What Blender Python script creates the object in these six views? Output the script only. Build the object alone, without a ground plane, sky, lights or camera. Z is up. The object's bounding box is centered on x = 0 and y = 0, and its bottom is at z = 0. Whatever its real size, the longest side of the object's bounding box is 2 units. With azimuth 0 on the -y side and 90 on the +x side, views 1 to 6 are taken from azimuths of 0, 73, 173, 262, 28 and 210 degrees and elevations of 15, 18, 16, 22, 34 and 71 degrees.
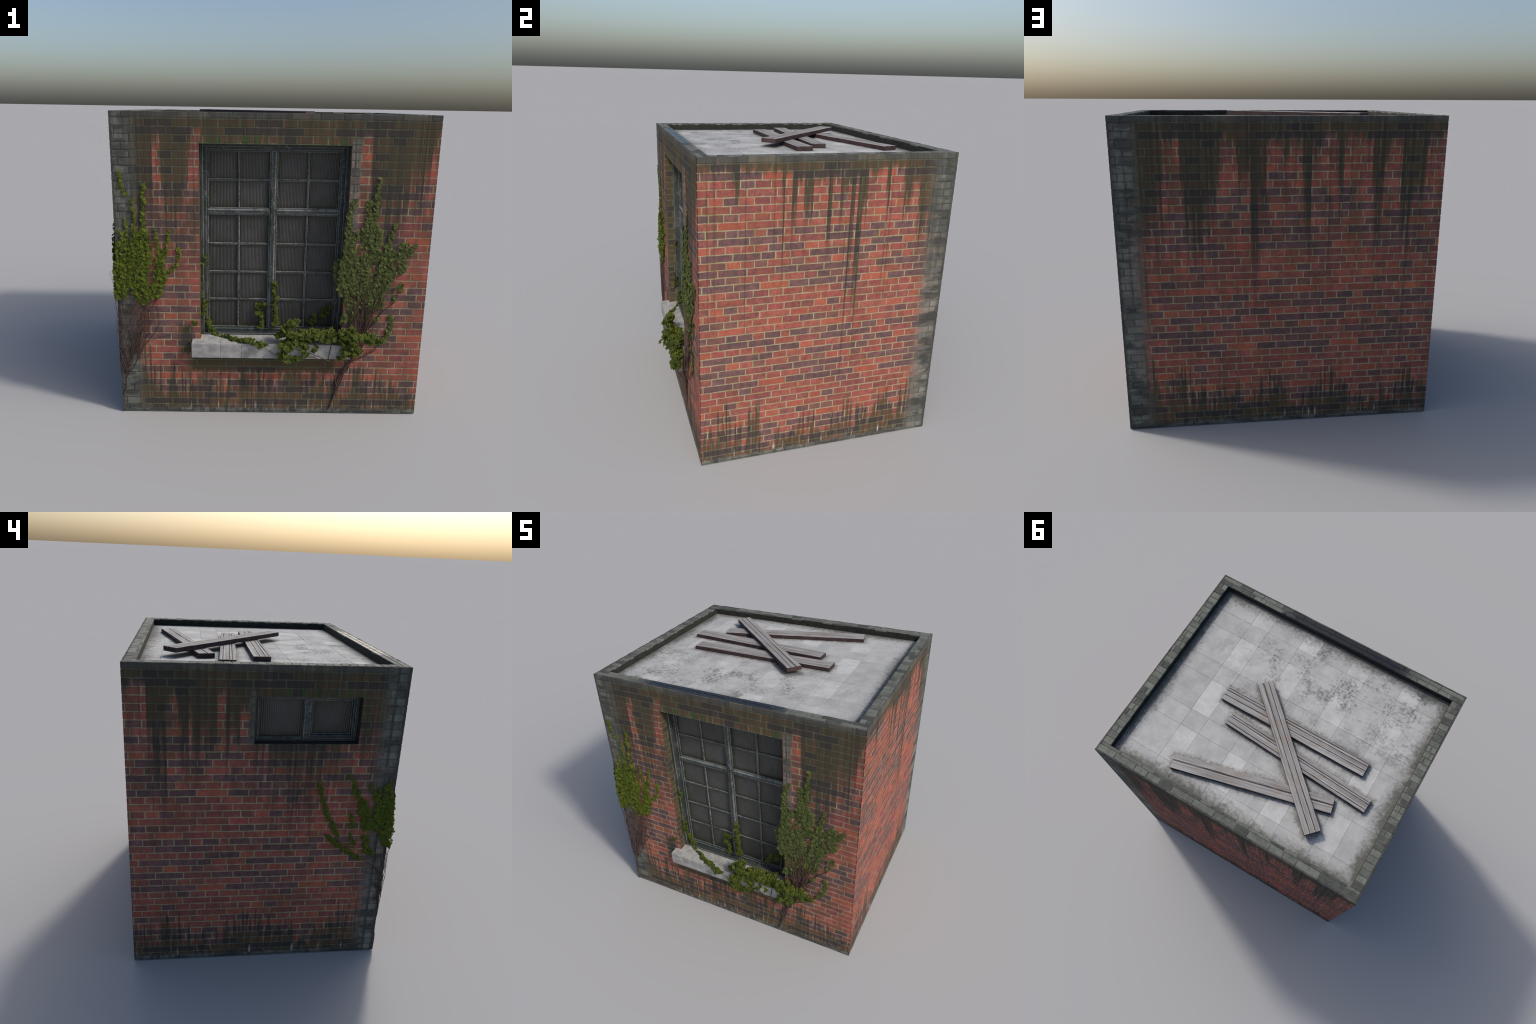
"""A small derelict brick outbuilding: four brick walls laid in a repeating bond,
a parapet round a paved flat roof with four loose planks, a big multi-pane window
with a stone sill, a small two-light window, and ivy climbing two corners."""
import bpy, math, random
from mathutils import Vector, Matrix

random.seed(7)
for o in list(bpy.data.objects):
    bpy.data.objects.remove(o)
COL = bpy.context.scene.collection

# ------------------------------------------------------------------ dimensions
X0, X1 = -0.938, 1.000          # wall faces
Y0, Y1 = -0.7005, 0.8895
H = 1.9375                      # top of the parapet
COURSE = 1.936 / 42.0               # brick course
PERIOD = 1.936 / 3.0                # the bond repeats after this length
TOP_SHIFT = 0.0086               # first course is cut by the coping
JOINT = 0.0052
PROUD = 0.0016                  # bricks stand proud of the mortar
DEPTH = 0.010                   # visible depth of a facing brick
PARAPET = 0.074
ROOF_Z = 1.888

# big window opening (front wall: x, z) and small one (left wall: y, z)
WIN = (-0.419, 0.481, 0.522, 1.756)
LITTLE = (-0.440, 0.166, 1.486, 1.761)


# ------------------------------------------------------------------ node helpers
class Tree:
    def __init__(self, tree):
        self.t = tree

    def new(self, kind, **props):
        n = self.t.nodes.new(kind)
        for k, v in props.items():
            setattr(n, k, v)
        return n

    def put(self, sock, val):
        if val is None:
            return
        if isinstance(val, bpy.types.NodeSocket):
            self.t.links.new(val, sock)
        elif isinstance(val, (tuple, list)) and sock.type == 'RGBA':
            sock.default_value = (*val[:3], 1.0)
        else:
            sock.default_value = val

    def math(self, op, a, b=None, c=None, clamp=False):
        n = self.new('ShaderNodeMath', operation=op, use_clamp=clamp)
        for s, v in zip(n.inputs, (a, b, c)):
            self.put(s, v)
        return n.outputs[0]

    def step(self, x, lo, hi):
        """0 below lo, 1 above hi (lo may exceed hi)."""
        n = self.new('ShaderNodeMapRange', interpolation_type='SMOOTHSTEP')
        self.put(n.inputs['Value'], x)
        if (not isinstance(lo, bpy.types.NodeSocket)) and (not isinstance(hi, bpy.types.NodeSocket)) and lo > hi:
            self.put(n.inputs['From Min'], hi); self.put(n.inputs['From Max'], lo)
            n.inputs['To Min'].default_value = 1.0; n.inputs['To Max'].default_value = 0.0
        else:
            self.put(n.inputs['From Min'], lo); self.put(n.inputs['From Max'], hi)
        return n.outputs[0]

    def noise(self, vec, scale, detail=3.0, rough=0.6, dim='3D', distort=0.0):
        n = self.new('ShaderNodeTexNoise', noise_dimensions=dim)
        n.inputs['Scale'].default_value = scale
        n.inputs['Detail'].default_value = detail
        n.inputs['Roughness'].default_value = rough
        n.inputs['Distortion'].default_value = distort
        self.put(n.inputs['W' if dim == '1D' else 'Vector'], vec)
        return n.outputs['Fac']

    def mix(self, fac, a, b, blend='MIX'):
        n = self.new('ShaderNodeMix', data_type='RGBA', blend_type=blend)
        self.put(n.inputs[0], fac)
        self.put(n.inputs[6], a)
        self.put(n.inputs[7], b)
        return n.outputs[2]

    def combine(self, x, y, z):
        n = self.new('ShaderNodeCombineXYZ')
        for s, v in zip(n.inputs, (x, y, z)):
            self.put(s, v)
        return n.outputs[0]

    def curve(self, x, points):
        n = self.new('ShaderNodeFloatCurve')
        c = n.mapping.curves[0]
        while len(c.points) < len(points):
            c.points.new(0.5, 0.5)
        for p, (px, py) in zip(c.points, points):
            p.location = (px, py)
            p.handle_type = 'VECTOR'
        n.mapping.update()
        self.put(n.inputs['Value'], x)
        return n.outputs[0]

    def position(self):
        g = self.new('ShaderNodeNewGeometry')
        s = self.new('ShaderNodeSeparateXYZ')
        self.t.links.new(g.outputs['Position'], s.inputs[0])
        return g.outputs['Position'], s.outputs[0], s.outputs[1], s.outputs[2]

    def variation(self):
        """A random number per piece: per object for named pieces, per island for joined ones."""
        g = self.new('ShaderNodeNewGeometry')
        o = self.new('ShaderNodeObjectInfo')
        s = self.math('ADD', g.outputs['Random Per Island'], o.outputs['Random'])
        return self.math('FRACT', s)


def material(name, rough=0.85, spec=0.3):
    m = bpy.data.materials.new(name)
    m.use_nodes = True
    t = Tree(m.node_tree)
    b = m.node_tree.nodes['Principled BSDF']
    b.inputs['Roughness'].default_value = rough
    b.inputs['Specular IOR Level'].default_value = spec
    return m, t, b


def bump(t, b, height, strength, dist=0.004):
    n = t.new('ShaderNodeBump')
    n.inputs['Strength'].default_value = strength
    n.inputs['Distance'].default_value = dist
    t.put(n.inputs['Height'], height)
    t.put(b.inputs['Normal'], n.outputs[0])


# ------------------------------------------------------------------ weathering of each wall
# along: 0..1 from left to right as seen from outside.
#   drip   how far (m) the olive run-off reaches down from the coping
#   rise   how high (m) the damp rises from the ground
#   left / right   width of grey lichen at that corner
#   patches   (kind, along0, along1, z0, z1)
WALLS = {
    'front': dict(
        length=X1 - X0, phase=0.515,
        drip=[(0, .55), (.05, .62), (.10, .60), (.125, .50), (.13, .16), (.15, .16), (.155, .55), (.19, .62), (.235, .50),
              (.24, .12), (.268, .12), (.272, .20), (.76, .20), (.765, .13), (.795, .13), (.80, .60), (.86, .72),
              (.90, .52), (.93, .45), (.975, .42), (.985, .16), (1, .10)],
        rise=[(0, .34), (.10, .32), (.13, .22), (.22, .18), (.30, .24), (.36, .16), (.42, .26), (.50, .20), (.58, .28), (.66, .22), (.70, .16),
              (.74, .16), (.80, .24), (.86, .22), (.92, .14), (1, .10)],
        left=0.115, right=0.0,
        patches=[('olive', .235, .72, .30, .435), ('grey', .735, .762, 1.16, 1.80), ('olive', .20, .245, 0.42, 0.62),
                 ('jamb_grime_shade', .2665, .734, .53, 1.765), ('moss', .27, .50, 1.757, 1.80), ('moss', .62, .72, 1.757, 1.79)]),
    'right': dict(
        length=Y1 - Y0, phase=0.0,
        drip=[(0, .075), (.12, .08), (.128, .20), (.146, .24), (.148, .09), (.30, .09), (.302, .52), (.314, .52),
              (.316, .10), (.342, .10), (.344, .42), (.354, .42), (.356, .13), (.385, .14), (.387, .34), (.418, .30), (.420, .12),
              (.483, .14), (.485, .60), (.497, .60), (.499, .14), (.520, .14), (.522, .32), (.550, .30), (.552, .13), (.564, .13),
              (.566, .95), (.578, 1.0), (.580, .16), (.596, .16), (.598, .85), (.612, .75), (.614, .13), (.624, .13), (.626, .42),
              (.638, .42), (.640, .12), (.71, .10), (.713, .44), (.724, .40), (.726, .085), (.78, .085), (.783, .36), (.822, .32),
              (.825, .16), (.848, .16), (.851, .42), (.93, .48), (1, .5)],
        rise=[(0, .16), (.05, .22), (.10, .25), (.16, .17), (.165, .04), (.18, .04), (.185, .20), (.235, .27), (.24, .05), (.30, .06), (.305, .18),
              (.35, .14), (.36, .07), (.40, .16), (.46, .17), (.52, .14), (.60, .20), (.68, .15), (.76, .22), (.84, .20), (.90, .26), (1, .3)],
        left=0.0, right=0.135,
        patches=[]),
    'back': dict(
        length=X1 - X0, phase=0.377,
        drip=[(0, .6), (.07, .62), (.08, .60), (.145, .52), (.15, .14), (.20, .14), (.205, .52), (.25, .62), (.31, .40), (.315, .13),
              (.365, .13), (.37, .34), (.40, .30), (.405, .66), (.445, .62), (.45, .13), (.50, .13), (.505, .30), (.52, .30), (.525, .12), (.56, .14), (.565, .55),
              (.585, .55), (.59, .22), (.615, .2), (.62, .12), (.665, .12), (.67, .42), (.685, .42), (.69, .12), (.77, .13), (.775, .30), (.79, .60), (.80, .75),
              (.81, .28), (.83, .12), (.865, .12), (.87, .70), (.89, .85), (.90, .45), (.94, .5), (.95, .12), (1, .10)],
        rise=[(0, .4), (.06, .36), (.12, .22), (.20, .26), (.28, .14), (.34, .22), (.40, .16), (.47, .24), (.52, .14), (.56, .08), (.62, .24), (.68, .26), (.72, .12),
              (.80, .10), (.86, .16), (.92, .22), (1, .14)],
        left=0.125, right=0.0,
        patches=[]),
    'left': dict(
        length=Y1 - Y0, phase=0.608,
        drip=[(0, .18), (.03, .10), (.075, .10), (.08, .42), (.14, .58), (.145, .62), (.15, .24), (.185, .20), (.19, .40), (.32, .38), (.325, .14), (.345, .14), (.35, .44),
              (.40, .42), (.405, .24), (.43, .26), (.46, .48), (.53, .58), (.60, .62), (.70, .56), (.78, .48), (.83, .44), (.90, .46), (1, .5)],
        rise=[(0, .2), (.08, .15), (.14, .24), (.20, .20), (.26, .12), (.34, .16), (.42, .20), (.50, .24), (.56, .16), (.62, .2), (.70, .10), (.78, .2), (.86, .26), (1, .3)],
        left=0.0, right=0.12,
        patches=[('grey', .435, .452, 1.49, 1.79), ('moss', .55, .85, 1.765, 1.80)]),
}
ALONG = {'front': (0, 1, X0), 'right': (1, 1, Y0), 'back': (0, -1, X1), 'left': (1, -1, Y1)}


def weathering(wall):
    """Node group: run-off, rising damp, corner lichen, moss and salts of one wall."""
    spec = WALLS[wall]
    g = bpy.data.node_groups.new('weathering_' + wall, 'ShaderNodeTree')
    outs = ('olive', 'dark', 'grey', 'moss', 'salt', 'haze')
    for o in outs:
        g.interface.new_socket(o, in_out='OUTPUT', socket_type='NodeSocketFloat')
    t = Tree(g)
    out = t.new('NodeGroupOutput')
    P, x, y, z = t.position()
    axis, sign, start = ALONG[wall]
    u = t.math('MULTIPLY', t.math('SUBTRACT', (x, y)[axis], start), sign)       # metres along the wall
    seed = {'front': 3.0, 'right': 11.0, 'back': 23.0, 'left': 37.0}[wall]
    us = t.math('ADD', u, seed)
    s = t.math('DIVIDE', u, spec['length'], clamp=True)
    d = t.math('SUBTRACT', H, z)
    fine = t.noise(us, 75, 2, .6, '1D')
    mid = t.noise(us, 17, 2, .5, '1D')
    grain = t.noise(P, 60, 4, .7)
    cloud = t.noise(P, 7, 3, .6)
    # run-off falls in columns with upright sides: quantise the wall into narrow cells
    ww = t.math('ADD', us, t.math('MULTIPLY', t.math('SUBTRACT', t.noise(P, 45, 2), .5), .005))

    def cells(per_metre, warp):
        q = t.math('FLOOR', t.math('ADD', t.math('MULTIPLY', ww, per_metre), t.math('MULTIPLY', t.noise(ww, per_metre * .22, 1, .5, '1D'), warp)))
        def rand(k):
            n = t.new('ShaderNodeTexWhiteNoise', noise_dimensions='1D')
            t.put(n.inputs['W'], t.math('ADD', q, k))
            return n.outputs['Value']
        back_u = t.math('SUBTRACT', t.math('DIVIDE', t.math('SUBTRACT', q, warp * .5 - .5), per_metre), seed)
        return rand, t.math('DIVIDE', back_u, spec['length'], clamp=True)
    rc, sq = cells(72, 2.2)
    drop = t.curve(sq, spec['drip'])
    reach = t.math('MULTIPLY', drop, t.math('ADD', .86, t.math('MULTIPLY', rc(.1), .50)))
    reach = t.math('MAXIMUM', reach, t.math('ADD', .070, t.math('MULTIPLY', grain, .02)))
    fade = t.math('ADD', .015, t.math('MULTIPLY', drop, .55))
    top = t.step(t.math('DIVIDE', t.math('SUBTRACT', reach, d), fade), -.25, .65)
    top = t.math('MULTIPLY', top, t.math('ADD', .84, t.math('MULTIPLY', rc(3.7), .26)), clamp=True)
    # rising damp
    rr, sr = cells(85, 2.2)
    rise = t.math('MULTIPLY', t.curve(sr, spec['rise']), t.math('ADD', .55, t.math('MULTIPLY', rr(.3), 1.25)))
    low = t.step(t.math('SUBTRACT', rise, z), -.04, .05)
    low = t.math('MULTIPLY', low, t.math('ADD', .62, t.math('MULTIPLY', rr(5.2), .55)), clamp=True)
    olive = t.math('MAXIMUM', top, low)
    # thin drips running far down
    rd, sd = cells(130, 1.6)
    drips = t.math('MULTIPLY', t.math('GREATER_THAN', rd(.2), .89),
                   t.step(t.math('SUBTRACT', t.math('MULTIPLY', rd(8.1), 1.15), d), -.10, .30))
    # lichen at corners
    wob = t.math('MULTIPLY', t.math('SUBTRACT', t.noise(t.combine(t.math('MULTIPLY', u, 3.0), 0.0, t.math('ADD', z, seed)), 9, 4, .7), .5), .13)
    grey = 0.0
    if spec['left']:
        grey = t.step(t.math('ADD', u, wob), spec['left'] + .060, spec['left'] - .040)
    if spec['right']:
        grey = t.step(t.math('ADD', t.math('SUBTRACT', spec['length'], u), wob), spec['right'] + .060, spec['right'] - .050)
    moss = 0.0
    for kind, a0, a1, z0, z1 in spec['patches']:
        e = {'olive': .03, 'jamb_grime_shade': .0015}.get(kind, .010)
        sx = t.math('ADD', u, t.math('MULTIPLY', t.math('SUBTRACT', grain, .5), .03 if kind != 'jamb_grime_shade' else 0.0))
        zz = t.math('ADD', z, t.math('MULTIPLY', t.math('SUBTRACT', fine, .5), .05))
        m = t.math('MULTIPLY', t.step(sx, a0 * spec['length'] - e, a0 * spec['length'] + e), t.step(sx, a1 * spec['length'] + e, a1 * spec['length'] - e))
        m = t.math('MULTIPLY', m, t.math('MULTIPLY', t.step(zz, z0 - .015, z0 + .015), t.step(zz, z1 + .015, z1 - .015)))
        if kind in ('olive', 'jamb_grime_shade'):  # window jambs: reveal shade and grime painted in as olive
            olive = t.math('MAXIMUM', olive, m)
        elif kind == 'grey':
            grey = t.math('MAXIMUM', grey, t.math('MULTIPLY', m, .85))
        else:
            moss = t.math('MAXIMUM', moss, t.math('MULTIPLY', m, t.step(t.noise(us, 26, 2, .6, '1D'), .50, .58)))
    olive = t.math('MULTIPLY', olive, t.math('ADD', .86, t.math('MULTIPLY', cloud, .3)), clamp=True)
    # the coping course and the foot of the wall are grey-green
    coping = t.step(t.math('ADD', d, t.math('MULTIPLY', fine, .012)), .046, .030)
    foot = t.step(t.math('SUBTRACT', z, t.math('ADD', .004, t.math('MULTIPLY', t.noise(us, 30, 3, .7, '1D'), .055))), .012, -.012)
    grey = t.math('MAXIMUM', grey, t.math('MAXIMUM', t.math('MULTIPLY', coping, .45), foot))
    # black crust: over the lichen in horizontal/vertical blotches, plus drips
    blot = t.step(t.noise(t.combine(t.math('MULTIPLY', u, 8.0), 0.0, t.math('MULTIPLY', us, .2)), 3, 2), .5, .62)
    blot = t.math('MAXIMUM', blot, t.step(t.noise(t.combine(t.math('MULTIPLY', us, 2.5), 0.0, t.math('MULTIPLY', z, 7.0)), 1.6, 3, .6), .47, .58))
    edge = 0.0
    if spec['left']:
        edge = t.step(u, .030, .006)
    if spec['right']:
        edge = t.step(t.math('SUBTRACT', spec['length'], u), .034, .008)
    dark = t.math('MULTIPLY', grey, t.math('MULTIPLY', blot, .8))
    dark = t.math('MAXIMUM', dark, t.math('MULTIPLY', edge, t.math('ADD', .35, t.math('MULTIPLY', cloud, .9)), clamp=True))
    dark = t.math('MAXIMUM', dark, t.math('MULTIPLY', drips, .42))
    # a thin sooty veil reaching further than the run-off, in broad ragged columns
    far = t.math('MULTIPLY', drop, t.math('ADD', .9, t.math('MULTIPLY', mid, 1.9)))
    veil = t.step(t.math('DIVIDE', t.math('SUBTRACT', far, d), .35), 0.0, 1.0)
    veil = t.math('MULTIPLY', veil, rc(9.4))
    dark = t.math('MAXIMUM', dark, t.math('MULTIPLY', veil, .62))
    salt = t.math('MULTIPLY', t.step(t.noise(us, 45, 2, .6, '1D'), .60, .70), t.math('MULTIPLY', t.step(z, .020, .035), t.step(z, .10, .05)))
    salt = t.math('MULTIPLY', t.math('MULTIPLY', salt, t.math('SUBTRACT', 1.0, grey, clamp=True)), t.step(t.noise(us, 5, 1, .5, '1D'), .45, .6))
    # blotchy grime drawn out vertically over the whole wall
    hz = t.noise(t.combine(t.math('MULTIPLY', us, 5.0), 0.0, t.math('MULTIPLY', z, 1.6)), 2.2, 4, .65)
    hz = t.math('MULTIPLY', t.step(hz, .36, .66), {'front': .78, 'right': .24, 'back': .62, 'left': .62}[wall])
    hz = t.math('MULTIPLY', hz, t.math('ADD', .55, t.math('MULTIPLY', t.step(d, 1.3, .2), .45)))
    for name, val in zip(outs, (olive, dark, grey, moss, salt, hz)):
        t.put(out.inputs[name], val)
    return g


GROUPS = {w: weathering(w) for w in WALLS}

BRICK_TONES = {      # (main, second) linear base colours
    'red': ((0.318, 0.098, 0.074), (0.238, 0.076, 0.064)),
    'rose': ((0.255, 0.086, 0.073), (0.182, 0.067, 0.062)),
    'orange': ((0.362, 0.102, 0.063), (0.300, 0.087, 0.064)),
    'brown': ((0.200, 0.090, 0.073), (0.148, 0.075, 0.066)),
    'plum': ((0.165, 0.086, 0.084), (0.110, 0.067, 0.069)),
}


def masonry_material(wall, kind):
    m, t, b = material('%s_%s' % ('mortar' if kind == 'mortar' else kind + '_brick', wall), .92, .2)
    P, x, y, z = t.position()
    grain = t.noise(P, 170, 3, .7)
    blotch = t.noise(P, 22, 4, .65)
    if kind == 'mortar':
        c = t.mix(blotch, (0.37, 0.315, 0.205), (0.265, 0.23, 0.145))
        c = t.mix(t.step(t.noise(P, 9, 3), .50, .70), c, (0.26, 0.22, 0.085))
        runoff, crust, lichen = (0.085, 0.090, 0.060), (0.030, 0.031, 0.028), (0.075, 0.080, 0.070)
    else:
        a, a2 = BRICK_TONES[kind]
        c = t.mix(t.step(blotch, .38, .62), a, a2)
        mott = t.math('ADD', .22, t.math('ADD', t.math('MULTIPLY', t.noise(P, 60, 4, .75), 1.0), t.math('MULTIPLY', t.noise(P, 210, 3, .7), .56)))
        c = t.mix(1.0, c, t.combine(mott, mott, mott), 'MULTIPLY')
        if kind == 'plum':
            c = t.mix(t.math('MULTIPLY', t.step(t.noise(P, 16, 3, .6), .52, .68), .55), c, (0.24, 0.085, 0.082))
        c = t.mix(t.step(t.noise(P, 260, 2, .6), .63, .72), c, tuple(v * .45 for v in a2))
        c = t.mix(t.math('MULTIPLY', t.step(t.noise(P, 34, 4, .7), .60, .76), .45), c, (0.50, 0.25, 0.20) if kind != 'plum' else (0.22, 0.13, 0.13))
        r = t.variation()
        hsv = t.new('ShaderNodeHueSaturation')
        t.put(hsv.inputs['Hue'], t.math('ADD', .4955, t.math('MULTIPLY', r, .009)))
        t.put(hsv.inputs['Value'], t.math('ADD', .90, t.math('MULTIPLY', t.math('FRACT', t.math('MULTIPLY', r, 7.31)), .22)))
        t.put(hsv.inputs['Color'], c)
        c = hsv.outputs[0]
        dull = kind in ('plum', 'brown')
        runoff = (0.044, 0.040, 0.034) if dull else (0.067, 0.057, 0.032)
        crust = (0.028, 0.028, 0.027)
        lichen = (0.150, 0.158, 0.140) if not dull else (0.115, 0.122, 0.112)
    w = t.new('ShaderNodeGroup')
    w.node_tree = GROUPS[wall]
    W = w.outputs
    g2 = t.math('ADD', .75, t.math('MULTIPLY', grain, .5))
    ro = t.mix(1.0, runoff, t.combine(g2, g2, g2), 'MULTIPLY')
    c = t.mix(W['haze'], c, ro)
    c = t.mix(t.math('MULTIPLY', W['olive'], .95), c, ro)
    lichen = t.mix(t.step(t.noise(P, 9, 4, .7), .46, .66), lichen, tuple(v * 1.4 for v in lichen))
    li = t.mix(1.0, lichen, t.combine(g2, g2, g2), 'MULTIPLY')
    c = t.mix(t.math('MULTIPLY', W['grey'], .88), c, li)
    c = t.mix(t.math('MULTIPLY', W['dark'], .85), c, crust)
    c = t.mix(t.math('MULTIPLY', W['moss'], .75), c, (0.035, 0.085, 0.022))
    c = t.mix(t.math('MULTIPLY', W['salt'], .75), c, (0.52, 0.48, 0.43))
    t.put(b.inputs['Base Color'], c)
    bump(t, b, t.noise(P, 120, 4, .7), .35 if kind != 'mortar' else .5, .003)
    return m


KINDS = ('red', 'rose', 'orange', 'brown', 'plum')
MAT = {(w, k): masonry_material(w, k) for w in WALLS for k in KINDS + ('mortar',)}

# ------------------------------------------------------------------ other materials


def simple(name, c1, c2, scale, rough=.85, spec=.3, bump_s=.25, bump_scale=90, lo=.35, hi=.65):
    m, t, b = material(name, rough, spec)
    P, x, y, z = t.position()
    t.put(b.inputs['Base Color'], t.mix(t.step(t.noise(P, scale, 4, .65), lo, hi), c1, c2))
    if bump_s:
        bump(t, b, t.noise(P, bump_scale, 4, .7), bump_s, .003)
    return m


def frame_material(worn=False):
    """Dark green-grey paint, flaked to pale wood along raised edges in ragged bands."""
    m, t, b = material('worn_edge' if worn else 'flaking_paint', .6, .4)
    P, x, y, z = t.position()
    c = t.mix(t.step(t.noise(P, 16, 3), .4, .65), (0.034, 0.039, 0.038), (0.023, 0.033, 0.024))
    c = t.mix(t.step(t.noise(P, 7, 3), .5, .7), c, (0.044, 0.050, 0.053))
    flake = t.step(t.math('ADD', t.noise(P, 110, 4, .75), t.math('MULTIPLY', t.noise(P, 12, 3, .6), .55)), .84, .98)
    if worn:
        flake = t.math('MAXIMUM', flake, t.step(t.math('ADD', t.noise(P, 80, 4, .75), t.math('MULTIPLY', t.noise(P, 9, 2, .6), .5)), .62, .80))
    c = t.mix(t.math('MULTIPLY', flake, .85), c, (0.190, 0.200, 0.200))
    t.put(b.inputs['Base Color'], c)
    bump(t, b, t.noise(P, 130, 4, .7), .35, .002)
    return m


def glass_material():
    """Reeded wired glass gone grey, olive grime towards the putty."""
    m, t, b = material('reeded_glass', .42, .5)
    tc = t.new('ShaderNodeTexCoord')
    sp = t.new('ShaderNodeSeparateXYZ')
    t.put(sp.inputs[0], tc.outputs['Generated'])
    P, x, y, z = t.position()
    def rim(v):
        return t.math('MINIMUM', v, t.math('SUBTRACT', 1.0, v))
    near = t.math('MINIMUM', rim(sp.outputs[0]), rim(sp.outputs[2]))
    near = t.math('ADD', near, t.math('MULTIPLY', t.math('SUBTRACT', t.noise(P, 14, 3), .5), .16))
    c = t.mix(t.step(t.noise(P, 8, 3), .35, .7), (0.042, 0.042, 0.040), (0.060, 0.060, 0.059))
    c = t.mix(t.math('MULTIPLY', t.step(near, .20, .0), .8), c, (0.030, 0.028, 0.013))
    c = t.mix(t.math('MULTIPLY', t.step(t.noise(P, 220, 2, .6), .66, .74), .5), c, (0.13, 0.12, 0.09))
    rib = t.math('SINE', t.math('MULTIPLY', sp.outputs[0], 21 * math.tau))
    c = t.mix(t.math('MULTIPLY', t.step(rib, .1, 1.0), .55), c, (0.020, 0.020, 0.019))  # shading of the reeds put into the colour as dark stripes
    t.put(b.inputs['Base Color'], c)
    return m


def slab_material(name, tone):
    """Pale concrete paving; black mould in patches and grimy contact shade painted along the parapet and planks."""
    m, t, b = material(name, .9, .25)
    P, x, y, z = t.position()
    n1 = t.noise(P, 9, 5, .65)
    c = t.mix(t.step(n1, .3, .7), tuple(v * tone for v in (0.440, 0.440, 0.428)), tuple(v * tone for v in (0.345, 0.345, 0.340)))
    r = t.variation()
    v = t.math('ADD', .93, t.math('MULTIPLY', r, .14))
    c = t.mix(1.0, c, t.combine(v, v, v), 'MULTIPLY')
    ragged = t.noise(P, 42, 5, .75)
    wide = t.noise(P, 4.5, 3, .6)
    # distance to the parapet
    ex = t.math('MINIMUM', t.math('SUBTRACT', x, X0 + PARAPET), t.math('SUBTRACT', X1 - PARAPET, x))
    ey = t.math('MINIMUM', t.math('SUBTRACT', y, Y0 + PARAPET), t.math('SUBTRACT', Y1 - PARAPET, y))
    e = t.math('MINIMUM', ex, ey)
    grime_shade = t.step(t.math('ADD', e, t.math('ADD', t.math('MULTIPLY', t.math('SUBTRACT', ragged, .5), .15), t.math('MULTIPLY', t.math('SUBTRACT', wide, .5), .16))), .105, .000)  # parapet foot: baked contact shade and grime put into the colour
    # grime and baked contact shade painted round each plank
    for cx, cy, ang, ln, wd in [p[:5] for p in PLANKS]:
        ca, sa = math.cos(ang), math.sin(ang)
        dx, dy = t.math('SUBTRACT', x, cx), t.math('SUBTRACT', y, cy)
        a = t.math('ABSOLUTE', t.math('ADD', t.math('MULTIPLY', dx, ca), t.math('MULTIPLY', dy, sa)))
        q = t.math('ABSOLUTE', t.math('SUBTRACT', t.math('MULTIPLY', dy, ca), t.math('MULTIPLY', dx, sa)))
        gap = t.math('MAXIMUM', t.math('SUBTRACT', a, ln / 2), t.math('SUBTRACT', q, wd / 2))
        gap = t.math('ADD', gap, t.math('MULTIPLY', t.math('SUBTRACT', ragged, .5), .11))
        grime_shade = t.math('MAXIMUM', grime_shade, t.math('MULTIPLY', t.step(gap, .045, -.012), .85))
    c = t.mix(t.math('MULTIPLY', grime_shade, .86), c, (0.062, 0.064, 0.054))
    # black mould, mostly in a drift behind the front parapet
    band = t.step(y, .22, -.28)
    band = t.math('MULTIPLY', band, t.math('ADD', .25, t.math('MULTIPLY', t.step(x, .60, .30), .75)))
    mould = t.math('ADD', t.noise(P, 48, 5, .75), t.math('MULTIPLY', t.math('SUBTRACT', t.noise(P, 5.5, 3, .6), .5), .9))
    c = t.mix(t.math('MULTIPLY', t.math('MULTIPLY', t.step(mould, .45, .78), band), .82), c, (0.055, 0.062, 0.060))
    t.put(b.inputs['Base Color'], c)
    bump(t, b, t.noise(P, 150, 4, .7), .2, .002)
    return m


def wood_material():
    m, t, b = material('weathered_wood', .8, .3)
    tc = t.new('ShaderNodeTexCoord')
    mp = t.new('ShaderNodeMapping')
    mp.inputs['Scale'].default_value = (2.2, 90.0, 30.0)
    t.put(mp.inputs[0], tc.outputs['Object'])
    oi = t.new('ShaderNodeObjectInfo')
    mp.inputs['Location'].default_value = (0, 0, 0)
    off = t.new('ShaderNodeVectorMath', operation='ADD')
    t.put(off.inputs[0], mp.outputs[0])
    sh = t.math('MULTIPLY', oi.outputs['Random'], 37.0)
    t.put(off.inputs[1], t.combine(sh, sh, sh))
    g1 = t.noise(off.outputs[0], 1.0, 5, .7)
    broad = t.noise(tc.outputs['Object'], 14, 2, .5)
    c = t.mix(t.step(g1, .30, .72), (0.170, 0.155, 0.145), (0.375, 0.365, 0.358))
    c = t.mix(t.math('MULTIPLY', t.step(broad,   .50, .68), .40), c, (0.225, 0.180, 0.145))
    c = t.mix(t.step(g1, .36, .28), c, (0.055, 0.048, 0.046))
    t.put(b.inputs['Base Color'], c)
    bump(t, b, g1, .5, .003)
    return m


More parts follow.
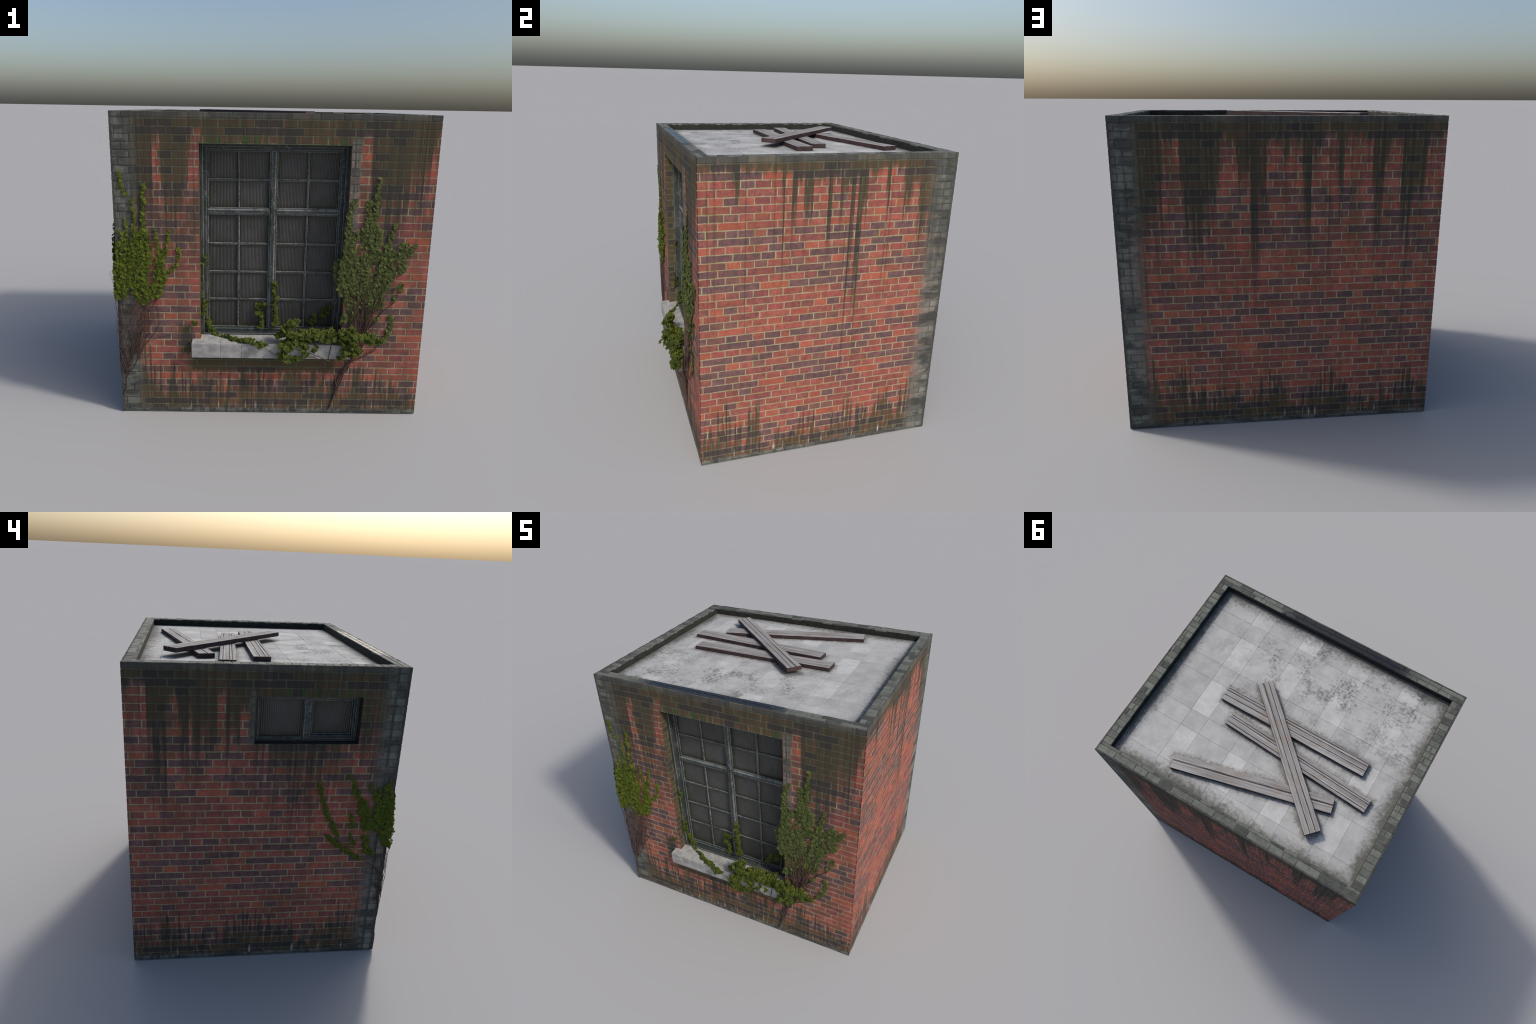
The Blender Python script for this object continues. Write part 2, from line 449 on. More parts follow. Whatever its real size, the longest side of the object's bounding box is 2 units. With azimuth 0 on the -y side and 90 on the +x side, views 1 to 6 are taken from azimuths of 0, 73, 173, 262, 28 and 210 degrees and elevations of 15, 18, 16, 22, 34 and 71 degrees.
def coping_material(name, c1, c2):
    """Grey-green bricks; a tarry glossy stretch in the middle of the front parapet."""
    m, t, b = material(name, .8, .35)
    P, x, y, z = t.position()
    c = t.mix(t.step(t.noise(P, 26, 4, .65), .35, .66), c1, c2)
    r = t.variation()
    v = t.math('ADD', .80, t.math('MULTIPLY', r, .36))
    c = t.mix(1.0, c, t.combine(v, v, v), 'MULTIPLY')
    c = t.mix(t.step(t.noise(P, 90, 4, .75), .58, .72), c, tuple(k * .4 for k in c2))
    wob = t.math('MULTIPLY', t.math('SUBTRACT', t.noise(P, 9, 4, .7), .5), .45)
    xx = t.math('ADD', x, wob)
    tar = t.math('MULTIPLY', t.math('MULTIPLY', t.step(xx, -.62, -.46), t.step(xx, .52, .34)), t.step(y, Y0 + .10, Y0 + .085))
    c = t.mix(tar, c, (0.016, 0.018, 0.021))
    t.put(b.inputs['Base Color'], c)
    t.put(b.inputs['Roughness'], t.math('SUBTRACT', .82, t.math('MULTIPLY', tar, .58)))
    bump(t, b, t.noise(P, 100, 4, .7), .35, .003)
    return m


def leaf_material(name, c1, c2, translucent=.25):
    m, t, b = material(name, .7, .2)
    tc = t.new('ShaderNodeTexCoord')
    r = t.variation()
    P, x, y, z = t.position()
    c = t.mix(r, c1, c2)
    c = t.mix(t.math('MULTIPLY', t.step(t.noise(P, 45, 3), .45, .7), .35), c, tuple(k * .6 for k in c1))
    t.put(b.inputs['Base Color'], c)
    tr = t.new('ShaderNodeBsdfTranslucent')
    t.put(tr.inputs[0], c)
    mx = t.new('ShaderNodeMixShader')
    mx.inputs[0].default_value = translucent
    out = [n for n in m.node_tree.nodes if n.type == 'OUTPUT_MATERIAL'][0]
    t.put(mx.inputs[1], b.outputs[0])
    t.put(mx.inputs[2], tr.outputs[0])
    t.put(out.inputs[0], mx.outputs[0])
    return m


# ------------------------------------------------------------------ object helpers
def add(name, mesh, parent=None, mats=()):
    o = bpy.data.objects.new(name, mesh)
    COL.objects.link(o)
    if parent is not None:
        o.parent = parent
    for m in mats:
        mesh.materials.append(m)
    return o


def mesh_from(name, verts, faces, slots=None, smooth=False):
    me = bpy.data.meshes.new(name)
    me.from_pydata([tuple(v) for v in verts], [], faces)
    if slots:
        me.polygons.foreach_set('material_index', slots)
    if smooth:
        me.polygons.foreach_set('use_smooth', [True] * len(faces))
    me.validate()
    me.update()
    return me


class Builder:
    """Collects boxes and prisms into one mesh."""
    def __init__(self):
        self.v, self.f, self.s = [], [], []

    def raw(self, verts, faces, slot=0):
        b = len(self.v)
        self.v += [tuple(p) for p in verts]
        self.f += [tuple(i + b for i in f) for f in faces]
        self.s += [slot] * len(faces)

    def box(self, x0, x1, y0, y1, z0, z1, slot=0):
        v = [(x, y, z) for z in (z0, z1) for x, y in ((x0, y0), (x1, y0), (x1, y1), (x0, y1))]
        self.raw(v, [(3, 2, 1, 0), (4, 5, 6, 7), (0, 1, 5, 4), (1, 2, 6, 5), (2, 3, 7, 6), (3, 0, 4, 7)], slot)

    def prism(self, plan, z0, z1, slot=0):
        n = len(plan)
        v = [(*p, z0) for p in plan] + [(*p, z1) for p in plan]
        f = [tuple(reversed(range(n))), tuple(range(n, 2 * n))] + [(i, (i + 1) % n, n + (i + 1) % n, n + i) for i in range(n)]
        self.raw(v, f, slot)

    def mesh(self, name):
        return mesh_from(name, self.v, self.f, self.s)


def chamfered_box(x0, x1, y0, y1, z0, z1, c):
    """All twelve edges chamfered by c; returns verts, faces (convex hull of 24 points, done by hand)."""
    v, idx = [], {}
    for sx in (0, 1):
        for sy in (0, 1):
            for sz in (0, 1):
                for ax in range(3):
                    p = [(x0, x1)[sx], (y0, y1)[sy], (z0, z1)[sz]]
                    for k, s in enumerate((sx, sy, sz)):
                        if k != ax:
                            p[k] += -c if s else c
                    idx[sx, sy, sz, ax] = len(v)
                    v.append(p)
    f = []
    def orient(face, n):
        a, b_, c_ = (Vector(v[i]) for i in face[:3])
        return face if (b_ - a).cross(c_ - a).dot(Vector(n)) > 0 else tuple(reversed(face))
    for ax in range(3):
        o1, o2 = [k for k in range(3) if k != ax]
        for s in (0, 1):
            q = []
            for a, b_ in ((0, 0), (1, 0), (1, 1), (0, 1)):
                key = [0, 0, 0]
                key[ax], key[o1], key[o2] = s, a, b_
                q.append(idx[(*key, ax)])
            n = [0, 0, 0]; n[ax] = 1 if s else -1
            f.append(orient(tuple(q), n))
    for ax in range(3):                       # edge strips, edge runs along ax
        o1, o2 = [k for k in range(3) if k != ax]
        for a in (0, 1):
            for b_ in (0, 1):
                k0, k1 = [0, 0, 0], [0, 0, 0]
                k0[ax], k1[ax] = 0, 1
                for k in (k0, k1):
                    k[o1], k[o2] = a, b_
                q = (idx[(*k0, o1)], idx[(*k1, o1)], idx[(*k1, o2)], idx[(*k0, o2)])
                n = [0, 0, 0]; n[o1] = 1 if a else -1; n[o2] = 1 if b_ else -1
                f.append(orient(q, n))
    for sx in (0, 1):
        for sy in (0, 1):
            for sz in (0, 1):
                q = tuple(idx[sx, sy, sz, a] for a in range(3))
                f.append(orient(q, (2 * sx - 1, 2 * sy - 1, 2 * sz - 1)))
    return v, f


# ------------------------------------------------------------------ the building
building = bpy.data.objects.new('brick_building', None)
COL.objects.link(building)
building['label'] = 'derelict square red brick outbuilding with ivy, paned window and flat roof'
building['category'] = 'building'

# The bond: fourteen courses, then it repeats.  Each brick is its length in millimetres
# along the 645 mm repeat, with a letter: r red, s rose, o orange, b brown, p plum.
# The first number is where the first joint of the course stands.
BOND = [
    (18, '184p 159p 179o 123p'),
    (66, '90r 83s 81p 95s 89r 122r 85r'),
    (102, '174r 174s 124r 173r'),
    (61, '82o 87p 89r 93s 102r 107s 85s'),
    (24, '160r 179s 190r 116o'),
    (62, '83b 86b 88r 96r 90o 110s 92p'),
    (112, '164o 182r 184r 115r'),
    (43, '114b 70p 96p 72r 104p 57r 132p'),
    (112, '182p 167p 132r 164s'),
    (68, '86r 91r 79r 83r 92p 127p 87o'),
    (14, '185p 165p 87p 90r 118r'),
    (67, '92b 84o 83r 79b 146r 80b 81r'),
    (111, '171p 169s 135p 170p'),
    (72, '83p 86b 82r 91s 92r 127r 84s'),
]
LETTER = {'r': 'red', 's': 'rose', 'o': 'orange', 'b': 'brown', 'p': 'plum'}


def course_bricks(row, length, phase):
    """Bricks (u0, u1, kind) of course `row` (0 = top) of a wall of given length."""
    first, text = BOND[(row - 2) % 14]
    pieces, tot = [], 0
    for w in text.split():
        pieces.append((float(w[:-1]), LETTER[w[-1]]))
        tot += pieces[-1][0]
    k = PERIOD / tot
    out = []
    u = first / 1000.0 - phase - 2 * PERIOD
    i = 0
    while u < length:
        w, kind = pieces[i % len(pieces)]
        a, b_ = u, u + w * k
        u = b_
        i += 1
        a, b_ = max(a, 0.0), min(b_, length)
        if b_ - a > 0.012:
            out.append([a, b_, kind])
        elif out and b_ > a:
            out[-1][1] = b_
    return out


def brick_shape(w, h, dep, rng, miter_l=False, miter_r=False, soft=.0022):
    """One facing brick, outer face at y=0 looking to -y, x 0..w, z 0..h; slightly crooked."""
    j = lambda a: rng.uniform(-a, a)
    nx = 5 if w > .12 else 4
    top = [h + j(.0016) for _ in range(nx)]
    bot = [j(.0016) for _ in range(nx)]
    xs = [w * i / (nx - 1) for i in range(nx)]
    xl, xr = (0 if miter_l else j(.0011)), (w if miter_r else w + j(.0011))
    v, f = [], []
    c = soft
    def ring(inset, y, pull=0.0):
        base = len(v)
        pts = []
        for i in range(nx):
            x = xs[i]
            if i == 0: x = xl + (0 if miter_l and not pull else inset) + (pull if miter_l else 0)
            if i == nx - 1: x = xr - (0 if miter_r and not pull else inset) - (pull if miter_r else 0)
            pts.append((x, i))
        for x, i in pts:
            v.append((x, y, bot[i] + inset))
        for x, i in reversed(pts):
            v.append((x, y, top[i] - inset))
        return base
    b0 = ring(c, 0.0)
    b1 = ring(0.0, c)
    b2 = ring(0.0, dep, dep if (miter_l or miter_r) else 0.0)
    n = 2 * nx
    for i in range(nx - 1):
        f.append((b0 + i, b0 + i + 1, b0 + n - 2 - i, b0 + n - 1 - i))
    for a, b_ in ((b0, b1), (b1, b2)):
        for i in range(n):
            k = (i + 1) % n
            f.append((b_ + i, b_ + k, a + k, a + i))
    return v, f


WALL_FRAME = {     # origin of the face's left end and rotation about z
    'front': (Vector((X0, Y0, 0)), 0.0),
    'right': (Vector((X1, Y0, 0)), math.pi / 2),
    'back': (Vector((X1, Y1, 0)), math.pi),
    'left': (Vector((X0, Y1, 0)), -math.pi / 2),
}
HOLES = {'front': (WIN[0] - X0, WIN[1] - X0, WIN[2], WIN[3]),
         'left': (Y1 - LITTLE[1], Y1 - LITTLE[0], LITTLE[2], LITTLE[3])}

rng = random.Random(41)
single_candidates = []
layout = {}
for wname, spec in WALLS.items():
    Lw = spec['length']
    bricks = []
    for row in range(43):
        z1 = H + TOP_SHIFT - COURSE * row
        z0 = z1 - COURSE
        z0c, z1c = max(z0 + JOINT / 2, .002), min(z1 - JOINT / 2, H - .0006)
        if z1c - z0c < .004:
            continue
        for a, b_, kind in course_bricks(row, Lw, spec['phase']):
            spans = [(a, b_, z0c, z1c)]
            if wname in HOLES:
                h0, h1, hz0, hz1 = HOLES[wname]
                zz0, zz1 = z0c, z1c
                if zz1 > hz0 and zz0 < hz1:
                    if zz0 < hz0 - .012 and b_ > h0 and a < h1:        # course dips below the opening
                        spans = [(a, b_, zz0, hz0 - .001)]
                    elif zz1 > hz1 + .012 and b_ > h0 and a < h1:
                        spans = [(a, b_, hz1 + .0005, zz1)]
                    else:
                        spans = []
                        if a < h0:
                            spans.append((a, min(b_, h0), zz0, zz1))
                        if b_ > h1:
                            spans.append((max(a, h1), b_, zz0, zz1))
            for a2, b2, q0, q1 in spans:
                if b2 - a2 < .010:
                    continue
                at_l, at_r = a2 < 1e-6, b2 > Lw - 1e-6
                hole = HOLES.get(wname)
                e_l = at_l or (hole and abs(a2 - hole[1]) < 1e-6)
                e_r = at_r or (hole and abs(b2 - hole[0]) < 1e-6)
                g0 = a2 if e_l else a2 + JOINT / 2
                g1 = b2 if e_r else b2 - JOINT / 2
                bricks.append(dict(u0=g0, u1=g1, z0=q0, z1=q1, kind=kind, ml=bool(at_l), mr=bool(at_r), wall=wname))
    layout[wname] = bricks
    for b_ in bricks:
        full = (b_['z1'] - b_['z0']) > COURSE - JOINT - .001
        if full and not b_['ml'] and not b_['mr'] and b_['u1'] - b_['u0'] > .10:
            weight = {'right': 1.25, 'front': 1.1, 'back': 1.0, 'left': 1.0}[wname]
            single_candidates.append(((b_['u1'] - b_['u0']) * weight, id(b_), b_))
single_candidates.sort(key=lambda q: (-q[0], q[2]['wall'], q[2]['z0'], q[2]['u0']))
singles = {id(q[2]) for q in single_candidates[:300]}

# mortar cores, mitred at the corners, with openings
T = 0.070
walls = {}
for wname, spec in WALLS.items():
    org, rot = WALL_FRAME[wname]
    R = Matrix.Rotation(rot, 4, 'Z')
    Lw = spec['length']
    bd = Builder()
    p = PROUD
    top = H - .004
    def piece(a, b_, z0, z1):
        ai = a if a > p + 1e-6 else a + T
        bi = b_ if b_ < Lw - p - 1e-6 else b_ - T
        bd.prism([(a, p), (b_, p), (bi, p + T), (ai, p + T)], z0, z1)
    if wname in HOLES:
        h0, h1, hz0, hz1 = HOLES[wname]
        g = PROUD
        piece(p, h0 - g, .003, top)
        piece(h1 + g, Lw - p, .003, top)
        bd.prism([(h0 - g, p), (h1 + g, p), (h1 + g, p + T), (h0 - g, p + T)], .003, hz0 - .002)
        bd.prism([(h0 - g, p), (h1 + g, p), (h1 + g, p + T), (h0 - g, p + T)], hz1 + .0015, top)
    else:
        piece(p, Lw - p, .003, top)
    me = bd.mesh('wall')
    for v in me.vertices:
        v.co = org + (R @ v.co)
    walls[wname] = add('wall', me, building, [MAT[wname, 'mortar']])

# shared brick meshes for the 300 bricks that show largest
VARIANTS = {}
for base_w in (.115, .165):
    VARIANTS[base_w] = []
    for i in range(9):
        v, f = brick_shape(base_w, COURSE - JOINT, DEPTH, rng)
        me = mesh_from('brick', v, f)
        me.materials.append(MAT['right', 'red'])
        VARIANTS[base_w].append(me)

for wname, spec in WALLS.items():
    org, rot = WALL_FRAME[wname]
    R = Matrix.Rotation(rot, 4, 'Z')
    rest = Builder()
    for b_ in layout[wname]:
        w, h = b_['u1'] - b_['u0'], b_['z1'] - b_['z0']
        recess = rng.uniform(0, .0005)
        loc = org + (R @ Vector((b_['u0'], recess, b_['z0'])))
        if id(b_) in singles:
            bw = .115 if w < .14 else .165
            o = bpy.data.objects.new('brick', rng.choice(VARIANTS[bw]))
            COL.objects.link(o)
            o.parent = walls[wname]
            o.location = loc
            o.rotation_euler = (0, 0, rot)
            o.scale = (w / bw, 1, h / (COURSE - JOINT))
            o.material_slots[0].link = 'OBJECT'
            o.material_slots[0].material = MAT[wname, b_['kind']]
        else:
            v, f = brick_shape(w, h, DEPTH, rng, b_['ml'], b_['mr'])
            if b_['ml'] or b_['mr']:
                recess = 0.0
                loc = org + (R @ Vector((b_['u0'], 0, b_['z0'])))
            rest.raw([loc + (R @ Vector(q)) for q in v], f, KINDS.index(b_['kind']))
    o = add('brickwork', rest.mesh('brickwork'), walls[wname], [MAT[wname, k] for k in KINDS])
    o['kind'] = 'stuff'

# bricks returning into the big opening (both jambs)
rev = Builder()
for side in (0, 1):
    for row in range(43):
        z1 = H + TOP_SHIFT - COURSE * row - JOINT / 2
        z0 = z1 - COURSE + JOINT
        if z1 > WIN[3] + .03 or z0 < WIN[2] - .01:
            continue
        z1 = min(z1, WIN[3] - .001)
        cuts = [(.0115, .092)] if (row + side) % 2 else [(.0115, .048), (.0545, .092)]
        for a, b_ in cuts:
            v, f = brick_shape(b_ - a, z1 - z0, .008, rng)
            kind = rng.choice(['red', 'rose', 'orange', 'plum', 'brown', 'red'])
            pts = []
            for q in v:
                if side == 0:      # left jamb looks to +x : local x -> y, local y -> -x
                    pts.append((WIN[0] - q[1], Y0 + a + q[0], z0 + q[2]))
                else:              # right jamb looks to -x
                    pts.append((WIN[1] + q[1], Y0 + b_ - q[0], z0 + q[2]))
            rev.raw(pts, f, KINDS.index(kind))
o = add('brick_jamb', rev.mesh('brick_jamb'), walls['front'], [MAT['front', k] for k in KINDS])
o['kind'] = 'stuff'

# ------------------------------------------------------------------ roof
PLANKS = [   # centre x, y, heading, length, width, underside z
    (-0.050, 0.098, math.atan2(-0.002, 1.08), 1.082, .106, ROOF_Z),
    (-0.173, 0.276, math.atan2(-0.072, 1.079), 1.082, .098, ROOF_Z),
    (0.003, 0.558, math.atan2(0.264, 1.047), 1.082, .100, ROOF_Z),
    (-0.104, 0.278, math.atan2(-0.738, 0.786), 1.080, .104, ROOF_Z + .0295),
]
ix0, ix1, iy0, iy1 = X0 + PARAPET, X1 - PARAPET, Y0 + PARAPET, Y1 - PARAPET
deck = Builder()
deck.box(ix0 - .002, ix1 + .002, iy0 - .002, iy1 + .002, ROOF_Z - .05, ROOF_Z - .003)
roof = add('roof', deck.mesh('roof'), building, [simple('roof_joint', (0.14, 0.14, 0.13), (0.22, 0.22, 0.21), 30)])

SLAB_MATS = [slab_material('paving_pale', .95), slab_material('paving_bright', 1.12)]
xs = [ix0, -.675, -.533, -.286, -.141, .107, .245, .495, .635, ix1]
ys = [iy0, -.462, -.332, -.078, .052, .310, .441, .699, iy1]
narrow_x = {1, 3, 5, 7}
wide_y = {0, 2, 4, 6}
for i in range(len(xs) - 1):
    for k in range(len(ys) - 1):
        g = .0004
        v, f = chamfered_box(xs[i] + g, xs[i + 1] - g, ys[k] + g, ys[k + 1] - g, ROOF_Z - .010, ROOF_Z + rng.uniform(-.0004, .0004), .0006)
        cx, cy = (xs[i] + xs[i + 1]) / 2, (ys[k] + ys[k + 1]) / 2
        v = [(a - cx, b_ - cy, c - ROOF_Z) for a, b_, c in v]
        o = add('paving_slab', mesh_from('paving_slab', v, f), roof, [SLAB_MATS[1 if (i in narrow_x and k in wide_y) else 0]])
        o.location = (cx, cy, ROOF_Z)

# parapet: lining and coping bricks
lining = Builder()
lw = .006
lining.box(ix0 - lw, ix0, iy0 - lw, iy1 + lw, ROOF_Z - .02, H - .004)
lining.box(ix1, ix1 + lw, iy0 - lw, iy1 + lw, ROOF_Z - .02, H - .004)
lining.box(ix0, ix1, iy0 - lw, iy0, ROOF_Z - .02, H - .004)
lining.box(ix0, ix1, iy1, iy1 + lw, ROOF_Z - .02, H - .004)
parapet = add('parapet', lining.mesh('parapet'), building, [simple('bitumen', (0.014, 0.015, 0.013), (0.026, 0.026, 0.022), 40, .9)])

COPE = [coping_material('coping_pale', (0.140, 0.149, 0.128), (0.098, 0.105, 0.090)),
        coping_material('coping_dark', (0.082, 0.087, 0.076), (0.055, 0.058, 0.053))]
cope_bed = Builder()
e = DEPTH + .0005
zb = H - .0038
for q in ((X0 + e, ix0 - .0005, Y0 + e, Y1 - e), (ix1 + .0005, X1 - e, Y0 + e, Y1 - e), (ix0 - .0005, ix1 + .0005, Y0 + e, iy0 - .0005), (ix0 - .0005, ix1 + .0005, iy1 + .0005, Y1 - e)):
    cope_bed.box(*q, H - .02, H - .003)
coping = add('coping', cope_bed.mesh('coping'), building, [coping_material('coping_mortar', (0.100, 0.107, 0.088), (0.072, 0.077, 0.064))])


def coping_brick(x0, x1, y0, y1):
    j = lambda: rng.uniform(-.0008, .0008)
    v, f = chamfered_box(x0 + j(), x1 + j(), y0 + j(), y1 + j(), H - .012, H - rng.uniform(0, .0008), .0018)
    cx, cy = (x0 + x1) / 2, (y0 + y1) / 2
    o = add('coping_brick', mesh_from('coping_brick', [(a - cx, b_ - cy, c - H) for a, b_, c in v], f), coping,
            [COPE[1 if rng.random() < .27 else 0]])
    o.location = (cx, cy, H)


gap = .0045
for xa, xb in ((X0 + e, ix0), (ix1, X1 - e)):               # courses across the two side parapets
    n = int(round((iy1 - iy0) / COURSE))
    st = (iy1 - iy0) / n
    for i in range(n):
        y0, y1 = iy0 + i * st + gap / 2, iy0 + (i + 1) * st - gap / 2
        if rng.random() < .45:
            c = xa + (xb - xa) * rng.choice([.3, .42, .55, .68])
            coping_brick(xa, c - gap / 2, y0, y1)
            coping_brick(c + gap / 2, xb, y0, y1)
        else:
            coping_brick(xa, xb, y0, y1)
for ya, yb, split in ((Y0 + e, iy0, .5), (iy1, Y1 - e, .32)):   # stretchers along front and back
    cut = ya + (yb - ya) * split
    for y0, y1 in ((ya, cut - gap / 2), (cut + gap / 2, yb)):
        x = X0 + e
        while x < X1 - e - .01:
            w = rng.choice([.088, .095, .16, .17])
            x2 = min(x + w, X1 - e)
            if X1 - e - x2 < .04:
                x2 = X1 - e
            coping_brick(x, x2 - (gap if x2 < X1 - e else 0), y0, y1)
            x = x2

# ------------------------------------------------------------------ planks
WOOD = wood_material()
STAIN = simple('maroon_stain', (0.052, 0.030, 0.031), (0.028, 0.018, 0.020), 18, .75)
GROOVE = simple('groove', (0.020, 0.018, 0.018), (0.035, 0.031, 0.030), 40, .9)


def plank(cx, cy, ang, ln, wd, z, grooves, seed):
    r = random.Random(seed)
    th = .0285
    # cross-section of the top: boards separated by V grooves
    prof = [(-wd / 2, th - .002), (-wd / 2 + .0015, th)]
    for g in grooves:
        q = (g - .5) * wd
        prof += [(q - .0028, th), (q - .0016, th - .005), (q + .0016, th - .005), (q + .0028, th)]
    prof += [(wd / 2 - .0015, th), (wd / 2, th - .002)]
    ring = [(-wd / 2, 0.0)] + prof + [(wd / 2, 0.0)]
    n, m = len(ring), 28
    v, f, s = [], [], []
    wob = [[r.uniform(-.0010, .0010) for _ in range(m + 1)] for _ in range(n)]
    for i in range(m + 1):
        x = -ln / 2 + ln * i / m
        for k, (y, zz) in enumerate(ring):
            dy = wob[k][i] * (0.9 if 0 < k < n - 1 else .4)
            dz = wob[k][(i * 3) % (m + 1)] * (.5 if zz > .01 else 0)
            v.append((x, y + dy, zz + dz))
    for i in range(m):
        for k in range(n):
            k2 = (k + 1) % n
            a, b_ = i * n + k, i * n + k2
            f.append((a, a + n, b_ + n, b_))
            if k in (0, n - 2, n - 1):
                s.append(1)
            else:
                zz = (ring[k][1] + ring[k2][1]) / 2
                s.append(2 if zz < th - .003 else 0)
    f.append(tuple(range(n)))
    f.append(tuple(reversed(range(m * n, m * n + n))))
    s += [1, 1]
    me = mesh_from('wooden_plank', v, f, s)
    o = add('wooden_plank', me, None, [WOOD, STAIN, GROOVE])
    o.location = (cx, cy, z + .001)
    o.rotation_euler = (0, 0, ang)
    o['label'] = 'loose grey weathered grooved timber plank with maroon sides'
    o['category'] = 'plank'


for i, (p, gr) in enumerate(zip(PLANKS, ([.12, .30, .62], [.24, .40, .80], [.42, .46], [.30, .64]))):
    plank(*p, gr, 90 + i)

# ------------------------------------------------------------------ windows
PAINT = frame_material()
WORN = frame_material(True)
GLASS = glass_material()


def bevelled(obj, w):
    m = obj.modifiers.new('edge', 'BEVEL')
    m.width = w
    m.segments = 2
    m.limit_method = 'ANGLE'
    m.material = 1
    return obj


fx0, fx1, fz0, fz1 = WIN[0] + .001, WIN[1] - .001, WIN[2] + .002, WIN[3] - .001
cxw = .030
glass_y = -0.582
case = Builder()
def ring_xz(bd, a0, a1, b0, b1, w, y0, y1, wb=None):
    wb = wb or w
    bd.box(a0, a0 + w, y0, y1, b0, b1)
    bd.box(a1 - w, a1, y0, y1, b0, b1)
    bd.box(a0 + w, a1 - w, y0, y1, b1 - w, b1)
    bd.box(a0 + w, a1 - w, y0, y1, b0, b0 + wb)
ring_xz(case, fx0, fx1, fz0, fz1, .018, -.642, -.560)
window = bevelled(add('window', case.mesh('window_frame'), building, [PAINT, WORN]), .003)
sash = Builder()
ring_xz(sash, fx0 + .018, fx1 - .018, fz0 + .018, fz1 - .018, .018, -.604, -.562, .020)
ring_xz(sash, fx0 + .036, fx1 - .036, fz0 + .038, fz1 - .036, .012, -.596, -.562)
o = bevelled(add('window_sash', sash.mesh('window_sash'), window, [PAINT, WORN]), .0025)
pl, pr, pb, pt = fx0 + .048, fx1 - .048, fz0 + .050, fz1 - .048
TRZ = 1.340
def bar(name, x0, x1, z0, z1, y0, y1, bev=.003):
    b_ = Builder()
    b_.box(x0, x1, y0, y1, z0, z1)
    return bevelled(add(name, b_.mesh(name), window, [PAINT, WORN]), bev)
bar('mullion', cxw - .016, cxw + .016, pb - .010, pt + .010, -.608, -.562, .008)
bar('mullion_bead', cxw - .026, cxw - .016, pb, pt, -.600, -.562)
bar('mullion_bead', cxw + .016, cxw + .026, pb, pt, -.600, -.562)
for a, b_ in ((pl - .012, cxw - .016), (cxw + .016, pr + .012)):
    bar('transom', a, b_, TRZ - .0155, TRZ + .0155, -.606, -.562, .008)
    bar('transom_bead', max(a, pl), min(b_, pr), TRZ - .024, TRZ - .0155, -.599, -.562)
    bar('transom_bead', max(a, pl), min(b_, pr), TRZ + .0155, TRZ + .024, -.599, -.562)
halves = ((pl, cxw - .026), (cxw + .026, pr))
lights = []
upper = (TRZ + .024, pt, 2)
lower = (pb, TRZ - .024, 4)
for xa, xb in halves:
    xm = (xa + xb) / 2
    for z0, z1, n in (upper, lower):
        bar('glazing_bar', xm - .0068, xm + .0068, z0, z1, -.594, -.574, .0042)
        hgt = (z1 - z0) / n
        for i in range(n):
            if i:
                zc = z0 + i * hgt
                bar('glazing_bar', xa, xm - .0069, zc - .0075, zc + .0075, -.593, -.574, .0042)
                bar('glazing_bar', xm + .0069, xb, zc - .0075, zc + .0075, -.593, -.574, .0042)
            for q0, q1 in ((xa, xm), (xm, xb)):
                lights.append((q0, q1, z0 + i * hgt, z0 + (i + 1) * hgt))


def reeded_pane(w, h, ribs, amp):
    """Glass sheet with vertical reeds, centred, looking to -y."""
    n = ribs * 8
    v, f = [], []
    for i in range(n + 1):
        x = -w / 2 + w * i / n
        y = -amp * abs(math.sin(math.pi * ribs * i / n))
        v += [(x, y, -h / 2), (x, y, h / 2)]
    for i in range(n):
        f.append((2 * i, 2 * i + 2, 2 * i + 3, 2 * i + 1))
    k = len(v)
    v += [(-w / 2, .004, -h / 2), (-w / 2, .004, h / 2), (w / 2, .004, -h / 2), (w / 2, .004, h / 2)]
    f += [(k, k + 1, k + 3, k + 2), (0, 1, k + 1, k), (2 * n, k + 2, k + 3, 2 * n + 1)]
    return mesh_from('window_pane', v, f)


pane_mesh = reeded_pane(.19, .18, 21, .0022)
pane_mesh.materials.append(GLASS)
for q0, q1, z0, z1 in lights:
    o = add('window_pane', pane_mesh, window)
    o.location = ((q0 + q1) / 2, glass_y, (z0 + z1) / 2)
    o.scale = ((q1 - q0) / .19, 1, (z1 - z0) / .18)

# stone sill: a course of blocks
STONE = simple('sill_stone', (0.37, 0.365, 0.35), (0.235, 0.23, 0.22), 20, .9, .25, .35, 120, .32, .70)
sill_cuts = [-.473, -.290, -.158, .075, .305, .537]
sill = None
for a, b_ in zip(sill_cuts, sill_cuts[1:]):
    v, f = chamfered_box(a + .0003, b_ - .0003, -.764, -.572, .422, .519, .0022)
    vv = []
    for q in v:
        q = list(q)
        if q[2] > .48:
            q[2] += .016 * (q[1] + .764) / .16        # weathered slope
        if (q[1] > Y0 + .001) and (a < WIN[0] - .02 or b_ > WIN[1] + .02):
            pass
        vv.append((q[0] - (a + b_) / 2, q[1] + .70, q[2] - .422))
    o = add('window_sill' if sill is None else 'sill_stone', mesh_from('sill_stone', vv, f), building if sill is None else sill, [STONE])
    if sill is None:
        sill = o
        sill.location = ((a + b_) / 2, -.70, .422)
    else:
        o.location = ((a + b_) / 2 - sill.location.x, 0, 0)

